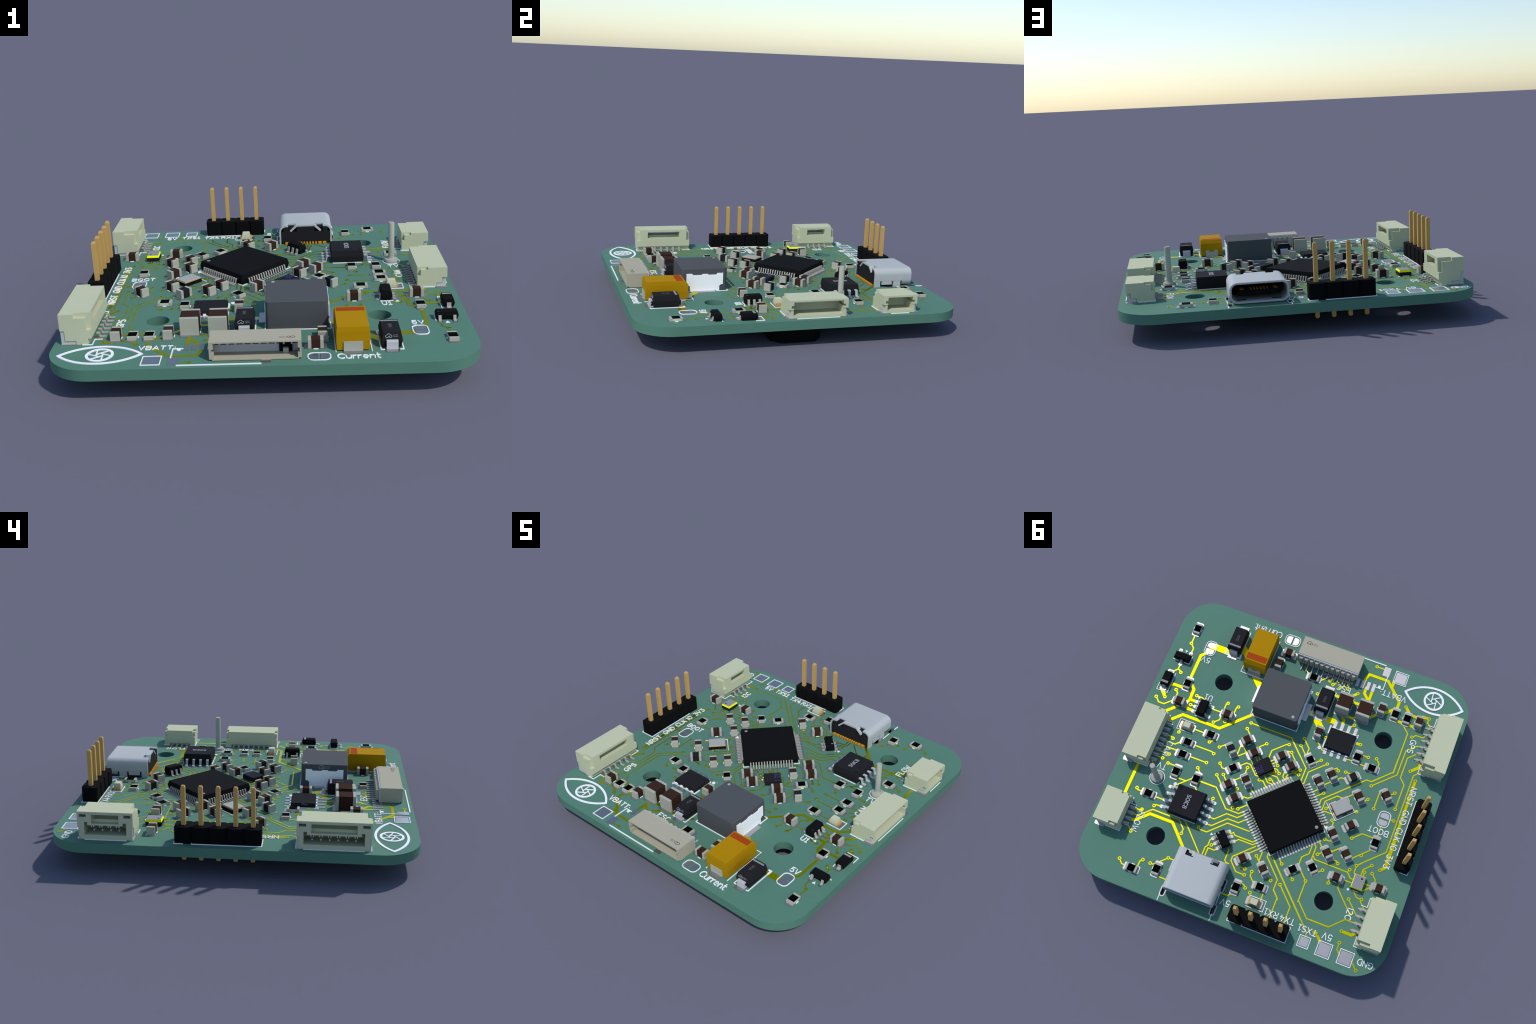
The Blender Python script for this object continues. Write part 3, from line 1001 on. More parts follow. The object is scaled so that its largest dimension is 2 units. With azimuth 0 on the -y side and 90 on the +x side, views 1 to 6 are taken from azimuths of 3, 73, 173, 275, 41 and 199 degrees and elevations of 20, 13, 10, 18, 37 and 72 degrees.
# tantalum capacitor
TA = (11.4, -20.5)
s = Shape()
def tr(hx, y0, y1, z):
    return [(-hx, y0, z), (hx, y0, z), (hx, y1, z), (-hx, y1, z)]
s.rings([tr(2.05, -3.5, 3.5, 0.12), tr(2.1, -3.55, 3.6, 1.35), tr(2.07, -3.5, 3.56, 2.55), tr(2.0, -3.42, 3.0, 3.2)], TANT)
ta = put("tantalum_capacitor", s.done("tantalum_capacitor"), ROOT, (TA[0], TA[1], 0.05))
s = Shape(); s.box(-1.84, 1.84, 1.62, 2.78, 3.15, 3.212, ORANGE)
put("polarity_band", s.done("polarity_band"), ta)
s = Shape(); s.box(-1.2, 1.2, -3.68, -3.3, 0.0, 1.3, TERM)
put("terminal", s.done("terminal_plate"), ta)
s = Shape(); s.csg([(-1.2, 1.2, 3.3, 3.75, 0.0, 1.3)], [(-0.45, 0.45, 3.2, 3.9, 0.95, 1.4)], TERM)
put("terminal", s.done("notched_terminal_plate"), ta)
pad(TA[0], TA[1] - 3.3, 2.45, 2.3, 0, 0.15)
pad(TA[0], TA[1] + 3.35, 2.45, 2.3, 0, 0.15)
silk(0.12, (13.72, -24.2), (13.72, -16.2))

# power inductor
IN = (4.53, -13.07)
s = Shape()
rr = lambda d, z: [(x, y, z) for x, y in round_rect(8.34 - 2 * d, 7.95 - 2 * d, 0.45 - d, 6)]
s.rings([rr(0.0, 0.1), rr(0.0, 3.9), rr(0.06, 3.97)], INDG, smooth=False)
ind = put("power_inductor", s.done("power_inductor", 35), ROOT, (IN[0], IN[1], 0.05))
s = Shape()
plate = [(3.23, 1.1), (3.23, 3.12), (2.25, 3.12), (2.05, 2.86), (0.62, 2.86), (0.55, 3.02), (-0.45, 3.02), (-0.5, 2.86), (-2.05, 2.86), (-2.25, 3.12), (-3.23, 3.12), (-3.23, 1.1), (-2.9, 1.1), (-2.6, 0.85), (-2.6, 0.0), (2.6, 0.0), (2.6, 0.85), (2.9, 1.1)]
s.rings([[(4.1, y, z) for y, z in plate], [(4.3, y, z) for y, z in plate]], MIRROR)
g = s.done("inductor_terminal")
put("terminal", g, ind)
put("terminal", g, ind, (0, 0, 0), 180)
dot_mark(ind, 1.3 - IN[0], -9.81 - IN[1], 0.26, 3.97, LIGHTM)
for px in (-0.1, 9.14):
    pad(px, -13.05, 1.2, 3.4, 0, 0.02)
silk(0.15, (0.22, -8.95), (8.98, -8.95)); silk(0.15, (0.22, -17.15), (8.98, -17.15))
for px in (0.22, 8.98):
    silk(0.15, (px, -8.95), (px, -10.9)); silk(0.15, (px, -15.2), (px, -17.15))

# ----------------------------------------------------------------------------- pin headers
def header(name, pins, x, y, rot):
    """Single row of square gold pins in black plastic; pin one at the local origin, row along +x."""
    n = pins
    a, c = 1.27, 0.3
    top, bot = [], []
    for k in range(n):
        top += [(2.54 * k - a + 0.004, a - c), (2.54 * k - a + c, a), (2.54 * k + a - c, a), (2.54 * k + a - 0.004, a - c)]
        bot += [(2.54 * k - a + 0.004, c - a), (2.54 * k - a + c, -a), (2.54 * k + a - c, -a), (2.54 * k + a - 0.004, c - a)]
    s = Shape(); s.prism(bot + top[::-1], 0.02, 2.54, HDR)
    h = put(name, s.done(name), ROOT, (x, y, 0.04), rot)
    s = Shape()
    r = lambda a, z: [(-a, -a, z), (a, -a, z), (a, a, z), (-a, a, z)]
    s.rings([r(0.2, -3.04), r(0.32, -2.85), r(0.32, 8.28), r(0.2, 8.54)], GOLD)
    g = s.done("header_pin")
    for k in range(n):
        put("header_pin", g, h, (2.54 * k, 0, 0))
    f = local(x, y, rot)
    e = 2.54 * (n - 1) + 1.33
    silk(0.12, f(1.27, 1.33), f(e, 1.33), f(e, -1.33), f(1.27, -1.33), f(1.27, -0.95))
    silk(0.12, f(0, -1.33), f(-1.33, -1.33), f(-1.33, 0))
    s = Shape()
    for k in range(n):
        ring(s, 2.54 * k, 0, 0.85, 0.5, 0.06, PADM)
header("pin_header", 4, -2.22, 24.98, 180)
header("pin_header", 5, -24.98, 7.07, -90)

# antenna post
s = Shape()
s.lathe(0, 0, [(1.08, 0.0), (1.08, 0.42), (1.0, 0.52), (0.62, 0.58), (0.50, 0.75), (0.47, 1.0), (0.47, 6.45), (0.44, 6.52)], TERM)
put("antenna_post", s.done("antenna_post", 40), ROOT, (19.72, 7.82, 0.05))
ring(SK, 19.72, 7.82, 1.36, 1.24, 0.10, WHITE, 36)

# ----------------------------------------------------------------------------- wire-to-board connectors
def latch_connector(name, pins, x, y, rot):
    """Side-entry latching socket, 1.25 mm pitch; local +x points out of the mouth, row along y."""
    w = (1.25 * (pins - 1) + 4.5) / 2
    D = 4.05                                   # depth, x from 0 (rear) to D (mouth)
    q = 1.25 * (pins - 1) / 2
    s = Shape()
    solid = [(0, D, -w, w, 0.0, 4.28)]
    cuts = []
    for a, b in ((-w - 0.1, -w + 0.62), (w - 0.62, w + 0.1)):
        cuts.append((-0.1, 2.1, a, b, 3.72, 4.4))          # step along the top rear
        cuts.append((-0.1, 0.55, a, b, 2.05, 4.4))         # step down the rear corner
    for a, b in ((-w - 0.1, -w + 0.32), (w - 0.32, w + 0.1)):
        cuts.append((3.45, D + 0.1, a, b, -0.1, 1.97))     # room for the fitting nail
        cuts.append((2.0, D + 0.1, a, b, -0.1, 0.55))
    cuts.append((-0.1, 0.42, -w - 0.1, w + 0.1, -0.1, 0.85))   # undercut over the legs
    cuts.append((-0.1, D + 0.1, -q - 0.15, q + 0.15, 2.95, 3.85))  # window through
    cuts.append((-0.1, 1.3, -q - 0.15, q + 0.15, 2.62, 3.85))
    cuts.append((D - 0.7, D + 0.1, -q - 0.15, q + 0.15, 2.48, 3.86))
    cuts.append((0.9, D + 0.1, -q - 1.24, q + 1.24, 0.72, 2.2))   # plug cavity
    for a, b in ((-q - 1.24, -q - 0.75), (q + 0.75, q + 1.24)):
        cuts.append((0.9, D + 0.1, a, b, 2.1, 2.67))
    for a, b in ((-q - 1.95, -q - 0.9), (q + 0.9, q + 1.95)):
        cuts.append((D - 1.1, D + 0.1, a, b, 3.42, 3.9))
    s.csg(solid, cuts, CREAM)
    o = put(name, s.done(name), ROOT, (x, y, 0.05), rot)
    s = Shape()
    for k in range(pins):
        yy = 1.25 * k - q
        for t in (-0.24, 0.1):
            s.box(1.0, D - 0.06, yy + t, yy + t + 0.14, 1.88, 2.21, CREAM)
    put("key_tooth", s.done("key_tooth"), o)
    g = gull(0.28, 0.3, 1.5, 0.72, 0.8, 0.18, LEAD, 0.3)
    c = Shape(); c.box(0.85, 3.2, -0.11, 0.11, 1.05, 1.3, LEADB)
    c = c.done("socket_contact")
    f = local(x, y, rot)
    for k in range(pins):
        yy = 1.25 * k - q
        put("lead", g, o, (0, yy, 0), 180)
        put("contact", c, o, (0, yy, 0))
        pad(*f(-0.42, yy), 1.75, 0.58, rot, 0.18)
    n = Shape()
    n.csg([(3.45, D - 0.05, -w + 0.12, -w + 0.34, 0.0, 1.95), (2.05, D - 0.05, -w + 0.12, -w + 0.34, 0.0, 0.5)], [], STEELW)
    nm = n.done("fitting_nail")
    put("fitting_nail", nm, o)
    n = Shape()
    n.csg([(3.45, D - 0.05, w - 0.34, w - 0.12, 0.0, 1.95), (2.05, D - 0.05, w - 0.34, w - 0.12, 0.0, 0.5)], [], STEELW)
    put("fitting_nail", n.done("fitting_nail"), o)
    for t in (-1, 1):
        pad(*f(2.75, t * (w - 0.35)), 2.7, 1.0, rot, 0.22)
    silk(0.12, f(D + 0.1, -q - 1.2), f(D + 0.1, q + 1.2))
    silk(0.12, *[f(a, b) for a, b in ((1.2, -w - 0.09), (-0.09, -w - 0.09), (-0.09, -q - 0.7))])
    silk(0.12, *[f(a, b) for a, b in ((1.2, w + 0.09), (-0.09, w + 0.09), (-0.09, q + 0.7), (-1.1, q + 0.7))])
latch_connector("latch_connector", 6, -22.4, -14.76, 180)
latch_connector("latch_connector", 4, -21.93, 18.49, 180)

def fine_connector(name, pins, x, y, rot):
    """Low side-entry socket, 1.0 mm pitch; local +x points out of the mouth."""
    q = (pins - 1) / 2
    w = q + 1.5
    D = 4.3
    s = Shape()
    cuts = [(1.3, D + 0.1, -q - 0.72, q + 0.72, 0.47, 2.68), (D - 0.1, D + 0.1, -w - 0.1, w + 0.1, -0.1, 1.45)]
    for a, b in ((-q - 1.12, -q - 0.7), (q + 0.7, q + 1.12)):
        cuts.append((1.7, D + 0.1, a, b, 1.64, 2.12))
    for a, b in ((-w - 0.1, -w + 0.45), (w - 0.45, w + 0.1)):
        cuts.append((-0.1, 1.5, a, b, 2.62, 3.1))
        cuts.append((-0.1, 0.45, a, b, 1.75, 3.1))
    for a, b in ((-w - 0.1, -w + 0.35), (w - 0.35, w + 0.1)):
        cuts.append((3.6, D + 0.1, a, b, -0.1, 1.45))
        cuts.append((2.75, D + 0.1, a, b, -0.1, 0.6))
    cuts.append((-0.1, 0.3, -q - 0.45, q + 0.45, -0.1, 0.42))
    s.csg([(0, D, -w, w, 0.0, 2.97)], cuts, CREAM)
    o = put(name, s.done(name), ROOT, (x, y, 0.05), rot)
    g = gull(0.26, 0.2, 1.2, 0.42, 0.8, 0.16, LEAD, 0.1)
    c = Shape(); c.box(0.85, 3.0, -0.11, 0.11, 2.15, 2.42, LEADB)
    c = c.done("socket_contact")
    f = local(x, y, rot)
    for k in range(pins):
        put("lead", g, o, (0, k - q, 0), 180)
        put("contact", c, o, (0, k - q, 0))
        pad(*f(-0.45, k - q), 1.5, 0.6, rot, 0.18)
    for t in (-1, 1):
        n = Shape()
        a, b = sorted((t * (w - 0.34), t * (w - 0.08)))
        n.csg([(3.65, D - 0.3, a, b, 0.0, 1.15), (2.8, D - 0.3, a, b, 0.0, 0.55)], [], STEELW)
        put("fitting_nail", n.done("fitting_nail"), o)
        pad(*f(3.55, t * (w - 0.15)), 1.8, 1.2, rot, 0.22)
    silk(0.12, f(D + 0.15, -q - 0.1), f(D + 0.15, q + 0.1))
    silk(0.12, *[f(a, b) for a, b in ((2.5, w + 0.09), (-0.1, w + 0.09), (-0.1, q + 0.55))])
    silk(0.12, *[f(a, b) for a, b in ((2.5, -w - 0.09), (-0.1, -w - 0.09), (-0.1, -q - 0.55), (-1.05, -q - 0.55))])
fine_connector("fine_connector", 8, 22.26, 1.52, 0)
fine_connector("fine_connector", 4, 22.0, 15.82, 0)

# speed-controller socket on the front edge (mouth towards -y), set as in the original beside its pads
s = Shape()
s.csg([(-6.48, 4.97, -25.9, -22.35, 0.05, 2.52)],
      [(-5.95, 4.5, -26.0, -22.9, 0.2, 2.34), (-6.2, 4.72, -26.0, -24.6, 0.95, 1.55), (-6.6, -6.15, -26.0, -25.6, 0.0, 0.22), (4.62, 5.1, -26.0, -25.6, 0.0, 0.22)], BEIGE)
esc = put("speed_controller_socket", s.done("speed_controller_socket"), ROOT, (0, 0, 0.03))
put("shield_strip", Shape().box(-6.45, 4.94, -22.35, -22.12, 0.1, 2.43, LEADB).done("shield_strip"), esc)
s = Shape()
for k in range(11):
    xc = -5.74 + 1.0 * k
    s.prism([(xc - 0.34, -22.12), (xc + 0.34, -22.12), (xc + 0.34, -21.75), (xc + 0.2, -21.6), (xc - 0.2, -21.6), (xc - 0.34, -21.75)], 0.3, 2.08, BEIGE)
put("socket_comb", s.done("socket_comb"), esc)
s = Shape()
s.extrude_y([(0.0, 2.3), (0.12, 2.36), (0.25, 2.2), (0.32, 0.55), (0.55, 0.2), (1.75, 0.2), (1.75, 0.02), (0.42, 0.02), (0.15, 0.45), (0.08, 2.1)], -0.1, 0.1, LEADB)
g = s.done("socket_lead")
c = Shape().box(-0.11, 0.11, -24.6, -22.6, 1.45, 1.75, LEADB).done("socket_contact")
for k in range(10):
    xc = -5.23 + 1.0 * k
    put("lead", g, esc, (xc, -22.12, 0), 90)
    put("contact", c, esc, (xc, 0, 0))
    pad(-9.775 + 1.01 * k, -21.85, 0.6, 1.6, 0, 0.02)
pad(-11.04, -25.72, 1.25, 1.85, 0, 0.02)
pad(0.56, -25.75, 1.25, 1.85, 0, 0.02)
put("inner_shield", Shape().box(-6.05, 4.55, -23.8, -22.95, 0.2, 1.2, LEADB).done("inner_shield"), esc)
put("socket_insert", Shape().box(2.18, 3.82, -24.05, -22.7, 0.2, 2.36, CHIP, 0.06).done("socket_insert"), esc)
put("insert_lead", Shape().box(2.65, 3.35, -24.45, -23.9, 0.2, 0.85, TERM, 0.03).done("insert_lead"), esc)

# ----------------------------------------------------------------------------- USB socket
def usb():
    W, HT, R = 8.94, 3.22, 1.15
    y0, y1 = 18.05, 25.4
    cx = USB_C[0]
    s = Shape()
    i = s.mi(USBM)
    bm = s.bm
    # front tube: rounded-rectangle ring with a rolled lip
    def rr(inset, y, z0=0.05):
        return [bm.verts.new((cx + p[0], y, z0 + HT / 2 + p[1])) for p in round_rect(W - 2 * inset, HT - 2 * inset, R - inset, 8)]
    yt = 23.5
    rings = [rr(0, yt), rr(0, y1 - 0.08), rr(0.08, y1), rr(0.26, y1), rr(0.32, y1 - 0.06), rr(0.32, 20.4)]
    n = len(rings[0])
    for a, b in zip(rings, rings[1:]):
        for k in range(n):
            q = (k + 1) % n
            f = bm.faces.new((a[k], a[q], b[q], b[k]))
            f.material_index = i
            f.smooth = True
    o = put("usb_socket", s.done("usb_socket", 40), ROOT, (0, 0, 0.06))
    # rear hood: top and two side walls with legs, pieced from flat panels and a rolled corner
    s = Shape()
    t = 0.28
    zt = HT + 0.05
    def hood(ya, yb, zlow):
        out = [(cx + W / 2, zlow)] + arc(cx + W / 2 - R, zt - R, R, 0, 90, 8) + arc(cx - W / 2 + R, zt - R, R, 90, 180, 8) + [(cx - W / 2, zlow)]
        inn = [(cx - W / 2 + t, zlow)] + arc(cx - W / 2 + R, zt - R, R - t, 180, 90, 8) + arc(cx + W / 2 - R, zt - R, R - t, 90, 0, 8) + [(cx + W / 2 - t, zlow)]
        s.extrude_y([(x, z) for x, z in out + inn], ya, yb, USBM)
    hood(19.15, 23.5, 1.05)
    # rear rim: corners and the middle of the top only, the notches carry the bent tabs
    for sg in (-1, 1):
        a = [(cx + sg * W / 2, 1.05)] + [(cx + sg * (p[0]), p[1]) for p in arc(W / 2 - R, zt - R, R, 0, 90, 8)] + [(cx + sg * 2.95, zt)]
        b = [(cx + sg * 2.95, zt - t)] + [(cx + sg * (p[0]), p[1]) for p in arc(W / 2 - R, zt - R, R - t, 90, 0, 8)] + [(cx + sg * (W / 2 - t), 1.05)]
        s.extrude_y(a + b, y0, 19.15, USBM)
        x0, x1 = sorted((cx + sg * W / 2, cx + sg * (W / 2 - t)))
        for ya, yb, zl in ((18.05, 19.2, -1.0), (19.5, 21.5, 0.36), (21.8, 23.2, -1.0)):
            s.box(x0, x1, ya, yb, zl, 1.07, USBM)
    s.box(cx - 1.55, cx + 1.55, 18.2, 19.15, zt - t, zt, USBM)
    put("shell_hood", s.done("shell_hood", 35), o)
    for sg in (-1, 1):
        s = Shape()
        x0, x1 = cx + sg * 1.5, cx + sg * 2.45
        prof = [(x0, zt), (x0, zt - t), (x1, zt - 1.15), (x1 + sg * 0.22, zt - 0.98), (x0 + sg * 0.1, zt - 0.02)]
        s.extrude_y(prof, 18.05, 18.95, USBM)
        put("bent_tab", s.done("bent_tab"), o)
    s = Shape()
    s.box(cx - W / 2 + 0.3, cx + W / 2 - 0.3, 18.1, 20.6, 0.25, 2.1, CHIPG)
    s.box(cx - W / 2 + 0.75, cx + W / 2 - 0.75, 18.6, 20.6, 2.1, zt - 0.3, CHIPG)
    s.box(cx - 1.5, cx + 1.5, 18.1, 18.6, 2.1, zt - 0.3, CHIPG)
    for sg in (-1, 1):
        x0, x1 = sorted((cx + sg * 2.95, cx + sg * 3.75))
        s.box(x0, x1, 18.1, 18.6, 2.1, zt - 0.3, CHIPG)
    put("insulator", s.done("insulator"), o)
    s = Shape()
    s.rings([[(cx + p[0], y, 1.56 + p[1] * k) for p in round_rect(6.7, 0.75, 0.3, 4)] for y, k in ((20.5, 1), (24.65, 1), (24.78, 0.7))], CHIP)
    put("tongue", s.done("tongue"), o)
    s = Shape()
    for k in range(6):
        x = cx + (k - 2.5) * 0.5 - 0.05
        s.box(x - 0.13, x + 0.13, 22.6, 24.4, 1.15, 1.20, USBG)
        s.box(x - 0.13, x + 0.13, 22.6, 24.45, 1.93, 1.96, USBG)
    for sg in (-1, 1):
        s.box(cx + sg * 2.55 - 0.3, cx + sg * 2.55 + 0.3, 22.6, 24.2, 1.15, 1.20, USBG)
        s.box(cx + sg * 2.55 - 0.3, cx + sg * 2.55 + 0.3, 22.6, 24.3, 1.93, 1.96, USBG)
    for sg in (-1, 1):
        a, b = sorted((cx + sg * 1.95, cx + sg * 3.35))
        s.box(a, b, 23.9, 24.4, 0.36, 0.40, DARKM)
    put("gold_contact", s.done("gold_contact"), o)
    s = Shape()
    for dx, w in [(-3.2, 0.6), (-2.42, 0.6)] + [(-1.75 + 0.5 * k, 0.3) for k in range(8)] + [(2.42, 0.6), (3.2, 0.6)]:
        s.box(cx + dx - w / 2, cx + dx + w / 2, 17.72, 18.5, 0.0, 0.3, USBG)
        pad(cx + dx, 18.2, w, 1.3, 0, 0.1)
    put("solder_tail", s.done("solder_tail"), o)
    for sx, sy, l in USB_SLOTS:
        a = round_rect(1.0, l + 0.4, 0.49, 6)
        b = round_rect(0.6, l, 0.29, 6)
        i = PD.mi(PADM)
        z = 0.07
        va = [PD.bm.verts.new((sx + x, sy + y, z)) for x, y in a]
        vb = [PD.bm.verts.new((sx + x, sy + y, z)) for x, y in b]
        vc = [PD.bm.verts.new((sx + x, sy + y, -1.6)) for x, y in b]
        vd = [PD.bm.verts.new((sx + x, sy + y, -0.02)) for x, y in a]
        for k in range(len(a)):
            q = (k + 1) % len(a)
            for f in ((va[k], va[q], vb[q], vb[k]), (vb[k], vb[q], vc[q], vc[k]), (vd[k], vd[q], va[q], va[k])):
                PD.bm.faces.new(f).material_index = i
usb()
for sx in (1.8, 11.14):
    silk(0.12, (sx, 26.25), (sx, 27.4))
    silk(0.12, (sx, 22.4), (sx, 24.4))

# ----------------------------------------------------------------------------- solder jumpers and bare pads
def flat_band(shape, a, b, z, mat):
    """Flat closed band between an outer loop a and an inner loop b."""
    z = z + step()
    i = shape.mi(mat)
    v = [[shape.bm.verts.new((x, y, h)) for x, y in r] for r, h in ((a, -0.02), (a, z), (b, z), (b, -0.02))]
    n = len(a)
    for p, q in zip(v, v[1:]):
        for k in range(n):
            shape.bm.faces.new((p[k], p[(k + 1) % n], q[(k + 1) % n], q[k])).material_index = i

def jumper(x, y, rot):
    f = local(x, y, rot)
    p = round_rect(2.8, 2.0, 0.75, 7)
    o = round_rect(2.93, 2.13, 0.815, 7)
    i = round_rect(2.67, 1.87, 0.685, 7)
    flat_band(SK, [f(*q) for q in o], [f(*q) for q in i], 0.10, WHITE)
    for sg in (-1, 1):
        s = Shape()
        half = [(0.15 * sg, -0.75), (0.15 * sg, 0.75)] + [(sg * a, b) for a, b in arc(0.65, 0.25, 0.5, 90, 0, 6)] + [(sg * a, b) for a, b in arc(0.65, -0.25, 0.5, 0, -90, 6)]
        slab(s, half, 0.075, PADM)
        put("jumper_pad", s.done("jumper_pad"), ROOT, (x, y, 0), rot)
jumper(20.55, -18.38, 90)
jumper(7.12, -25.33, 0)
jumper(-19.51, 0.62, 90)

def bare_pad(x, y, w, h, gap=0.18):
    s = Shape()
    slab(s, [(-w / 2, -h / 2), (w / 2, -h / 2), (w / 2, h / 2), (-w / 2, h / 2)], 0.07, PADM)
    put("test_pad", s.done("test_pad"), ROOT, (x, y, 0))
    a, b = w / 2 + gap, h / 2 + gap
    flat_band(SK, *[[(x + sx * (a + d), y + sy * (b + d)) for sx, sy in ((-1, -1), (1, -1), (1, 1), (-1, 1))] for d in (0.06, -0.06)], 0.10, WHITE)
bare_pad(-13.82, -25.35, 2.00, 2.02)
bare_pad(-14.0, 24.99, 1.5, 1.5)
bare_pad(-17.5, 25.0, 2.0, 2.05)
bare_pad(-21.25, 24.99, 2.0, 2.05)

put("solder_pad", PD.done("solder_pad"), stuff=True)

# ----------------------------------------------------------------------------- lettering
def glyphs():
    G = {}
    G["A"] = (0.66, [[(0, 0), (0.33, 1), (0.66, 0)], [(0.12, 0.3), (0.54, 0.3)]])
    G["B"] = (0.60, [[(0, 0), (0, 1), (0.36, 1)] + arc(0.36, 0.76, 0.24, 90, -90)[1:] + [(0, 0.52)], [(0.36, 0.52)] + arc(0.34, 0.26, 0.26, 90, -90)[1:] + [(0, 0)]])
    G["C"] = (0.62, [arc(0.36, 0.5, 0.36, 45, 315, 12, 0.5)])
    G["D"] = (0.62, [[(0, 0), (0, 1), (0.24, 1)] + arc(0.24, 0.5, 0.38, 90, -90, 10, 0.5)[1:] + [(0, 0)]])
    G["E"] = (0.54, [[(0.54, 0), (0, 0), (0, 1), (0.54, 1)], [(0, 0.52), (0.42, 0.52)]])
    G["F"] = (0.54, [[(0, 0), (0, 1), (0.54, 1)], [(0, 0.52), (0.42, 0.52)]])
    G["G"] = (0.64, [arc(0.36, 0.5, 0.36, 50, 330, 12, 0.5) + [(0.64, 0.45), (0.42, 0.45)]])
    G["I"] = (0.02, [[(0.01, 0), (0.01, 1)]])
    G["K"] = (0.60, [[(0, 0), (0, 1)], [(0.58, 1), (0, 0.42)], [(0.18, 0.6), (0.6, 0)]])
    G["L"] = (0.46, [[(0, 1), (0, 0), (0.46, 0)]])
    G["M"] = (0.66, [[(0, 0), (0, 1), (0.33, 0.3), (0.66, 1), (0.66, 0)]])
    G["N"] = (0.58, [[(0, 0), (0, 1), (0.58, 0), (0.58, 1)]])
    G["O"] = (0.66, [arc(0.33, 0.5, 0.33, 0, 360, 16, 0.5)])
    G["P"] = (0.58, [[(0, 0), (0, 1), (0.33, 1)] + arc(0.33, 0.74, 0.25, 90, -90, 6, 0.26)[1:] + [(0, 0.48)]])
    G["R"] = (0.60, [[(0, 0), (0, 1), (0.34, 1)] + arc(0.34, 0.75, 0.25, 90, -90)[1:] + [(0, 0.5)], [(0.28, 0.5), (0.6, 0)]])
    G["S"] = (0.56, [arc(0.28, 0.75, 0.27, 35, 240, 8, 0.25) + arc(0.28, 0.26, 0.28, 75, -145, 9, 0.26)])
    G["T"] = (0.58, [[(0, 1), (0.58, 1)], [(0.29, 1), (0.29, 0)]])
    G["U"] = (0.58, [[(0, 1)] + arc(0.29, 0.3, 0.29, 180, 360, 8, 0.3) + [(0.58, 1)]])
    G["V"] = (0.64, [[(0, 1), (0.32, 0), (0.64, 1)]])
    G["W"] = (0.84, [[(0, 1), (0.2, 0), (0.42, 0.75), (0.64, 0), (0.84, 1)]])
    G["X"] = (0.62, [[(0, 0), (0.62, 1)], [(0, 1), (0.62, 0)]])
    G["H"] = (0.58, [[(0, 0), (0, 1)], [(0.58, 0), (0.58, 1)], [(0, 0.5), (0.58, 0.5)]])
    G["0"] = (0.56, [arc(0.28, 0.5, 0.28, 0, 360, 14, 0.5)])
    G["1"] = (0.40, [[(0, 0.8), (0.2, 1), (0.2, 0)], [(0, 0), (0.4, 0)]])
    G["2"] = (0.54, [arc(0.27, 0.73, 0.27, 160, -20, 7) + [(0, 0), (0.55, 0)]])
    G["3"] = (0.54, [[(0.02, 1), (0.5, 1), (0.24, 0.6)] + arc(0.25, 0.3, 0.29, 85, -150, 9, 0.3)])
    G["4"] = (0.58, [[(0.42, 0), (0.42, 0.68)], [(0.24, 1), (0, 0.32), (0.58, 0.32)]])
    G["5"] = (0.54, [[(0.5, 1), (0.08, 1), (0.03, 0.54)] + arc(0.25, 0.32, 0.29, 130, -150, 9, 0.32)])
    G["7"] = (0.54, [[(0, 1), (0.54, 1), (0.18, 0)]])
    G["8"] = (0.56, [arc(0.28, 0.76, 0.24, -90, 270, 12), arc(0.28, 0.26, 0.28, 90, 450, 12, 0.26)])
    G["u"] = (0.46, [[(0, 0.66)] + arc(0.23, 0.2, 0.23, 180, 340, 7, 0.2) + [(0.46, 0.2)], [(0.46, 0.66), (0.46, 0)]])
    G["r"] = (0.30, [[(0, 0), (0, 0.66)], arc(0.28, 0.34, 0.28, 175, 85, 5, 0.32)])
    G["e"] = (0.48, [[(0, 0.36), (0.48, 0.36)] + arc(0.24, 0.33, 0.24, 8, 310, 12, 0.33)])
    G["n"] = (0.46, [[(0, 0), (0, 0.66)], arc(0.23, 0.43, 0.23, 180, 0, 7) + [(0.46, 0)]])
    G["t"] = (0.32, [[(0.1, 1), (0.1, 0.16)] + arc(0.24, 0.14, 0.14, 180, 270, 4) + [(0.32, 0)], [(0, 0.66), (0.32, 0.66)]])
    return G
GLY = glyphs()
STRETCH = 1.08

def lettering(words, h, mat, weight=0.13, gap=0.27):
    """Stroke lettering centred on the origin; returns a Shape (top at z 0.11 mm)."""
    s = Shape()
    adv = sum(GLY[c][0] * STRETCH + gap for c in words) - gap
    x = -adv * h / 2
    for c in words:
        w, strokes = GLY[c]
        w *= STRETCH
        for st in strokes:
            slab(s, stroke_outline([(x + a * STRETCH * h, (b - 0.5) * h) for a, b in st], weight * h, 3), 0.10, mat)
        x += (w + gap) * h
    return s

def text(words, x, y, rot, h=1.0, weight=0.135, gap=0.27):
    put("printed_label", lettering(words, h, WHITE, weight, gap).done("label_" + words.lower()), ROOT, (x, y, 0), rot)

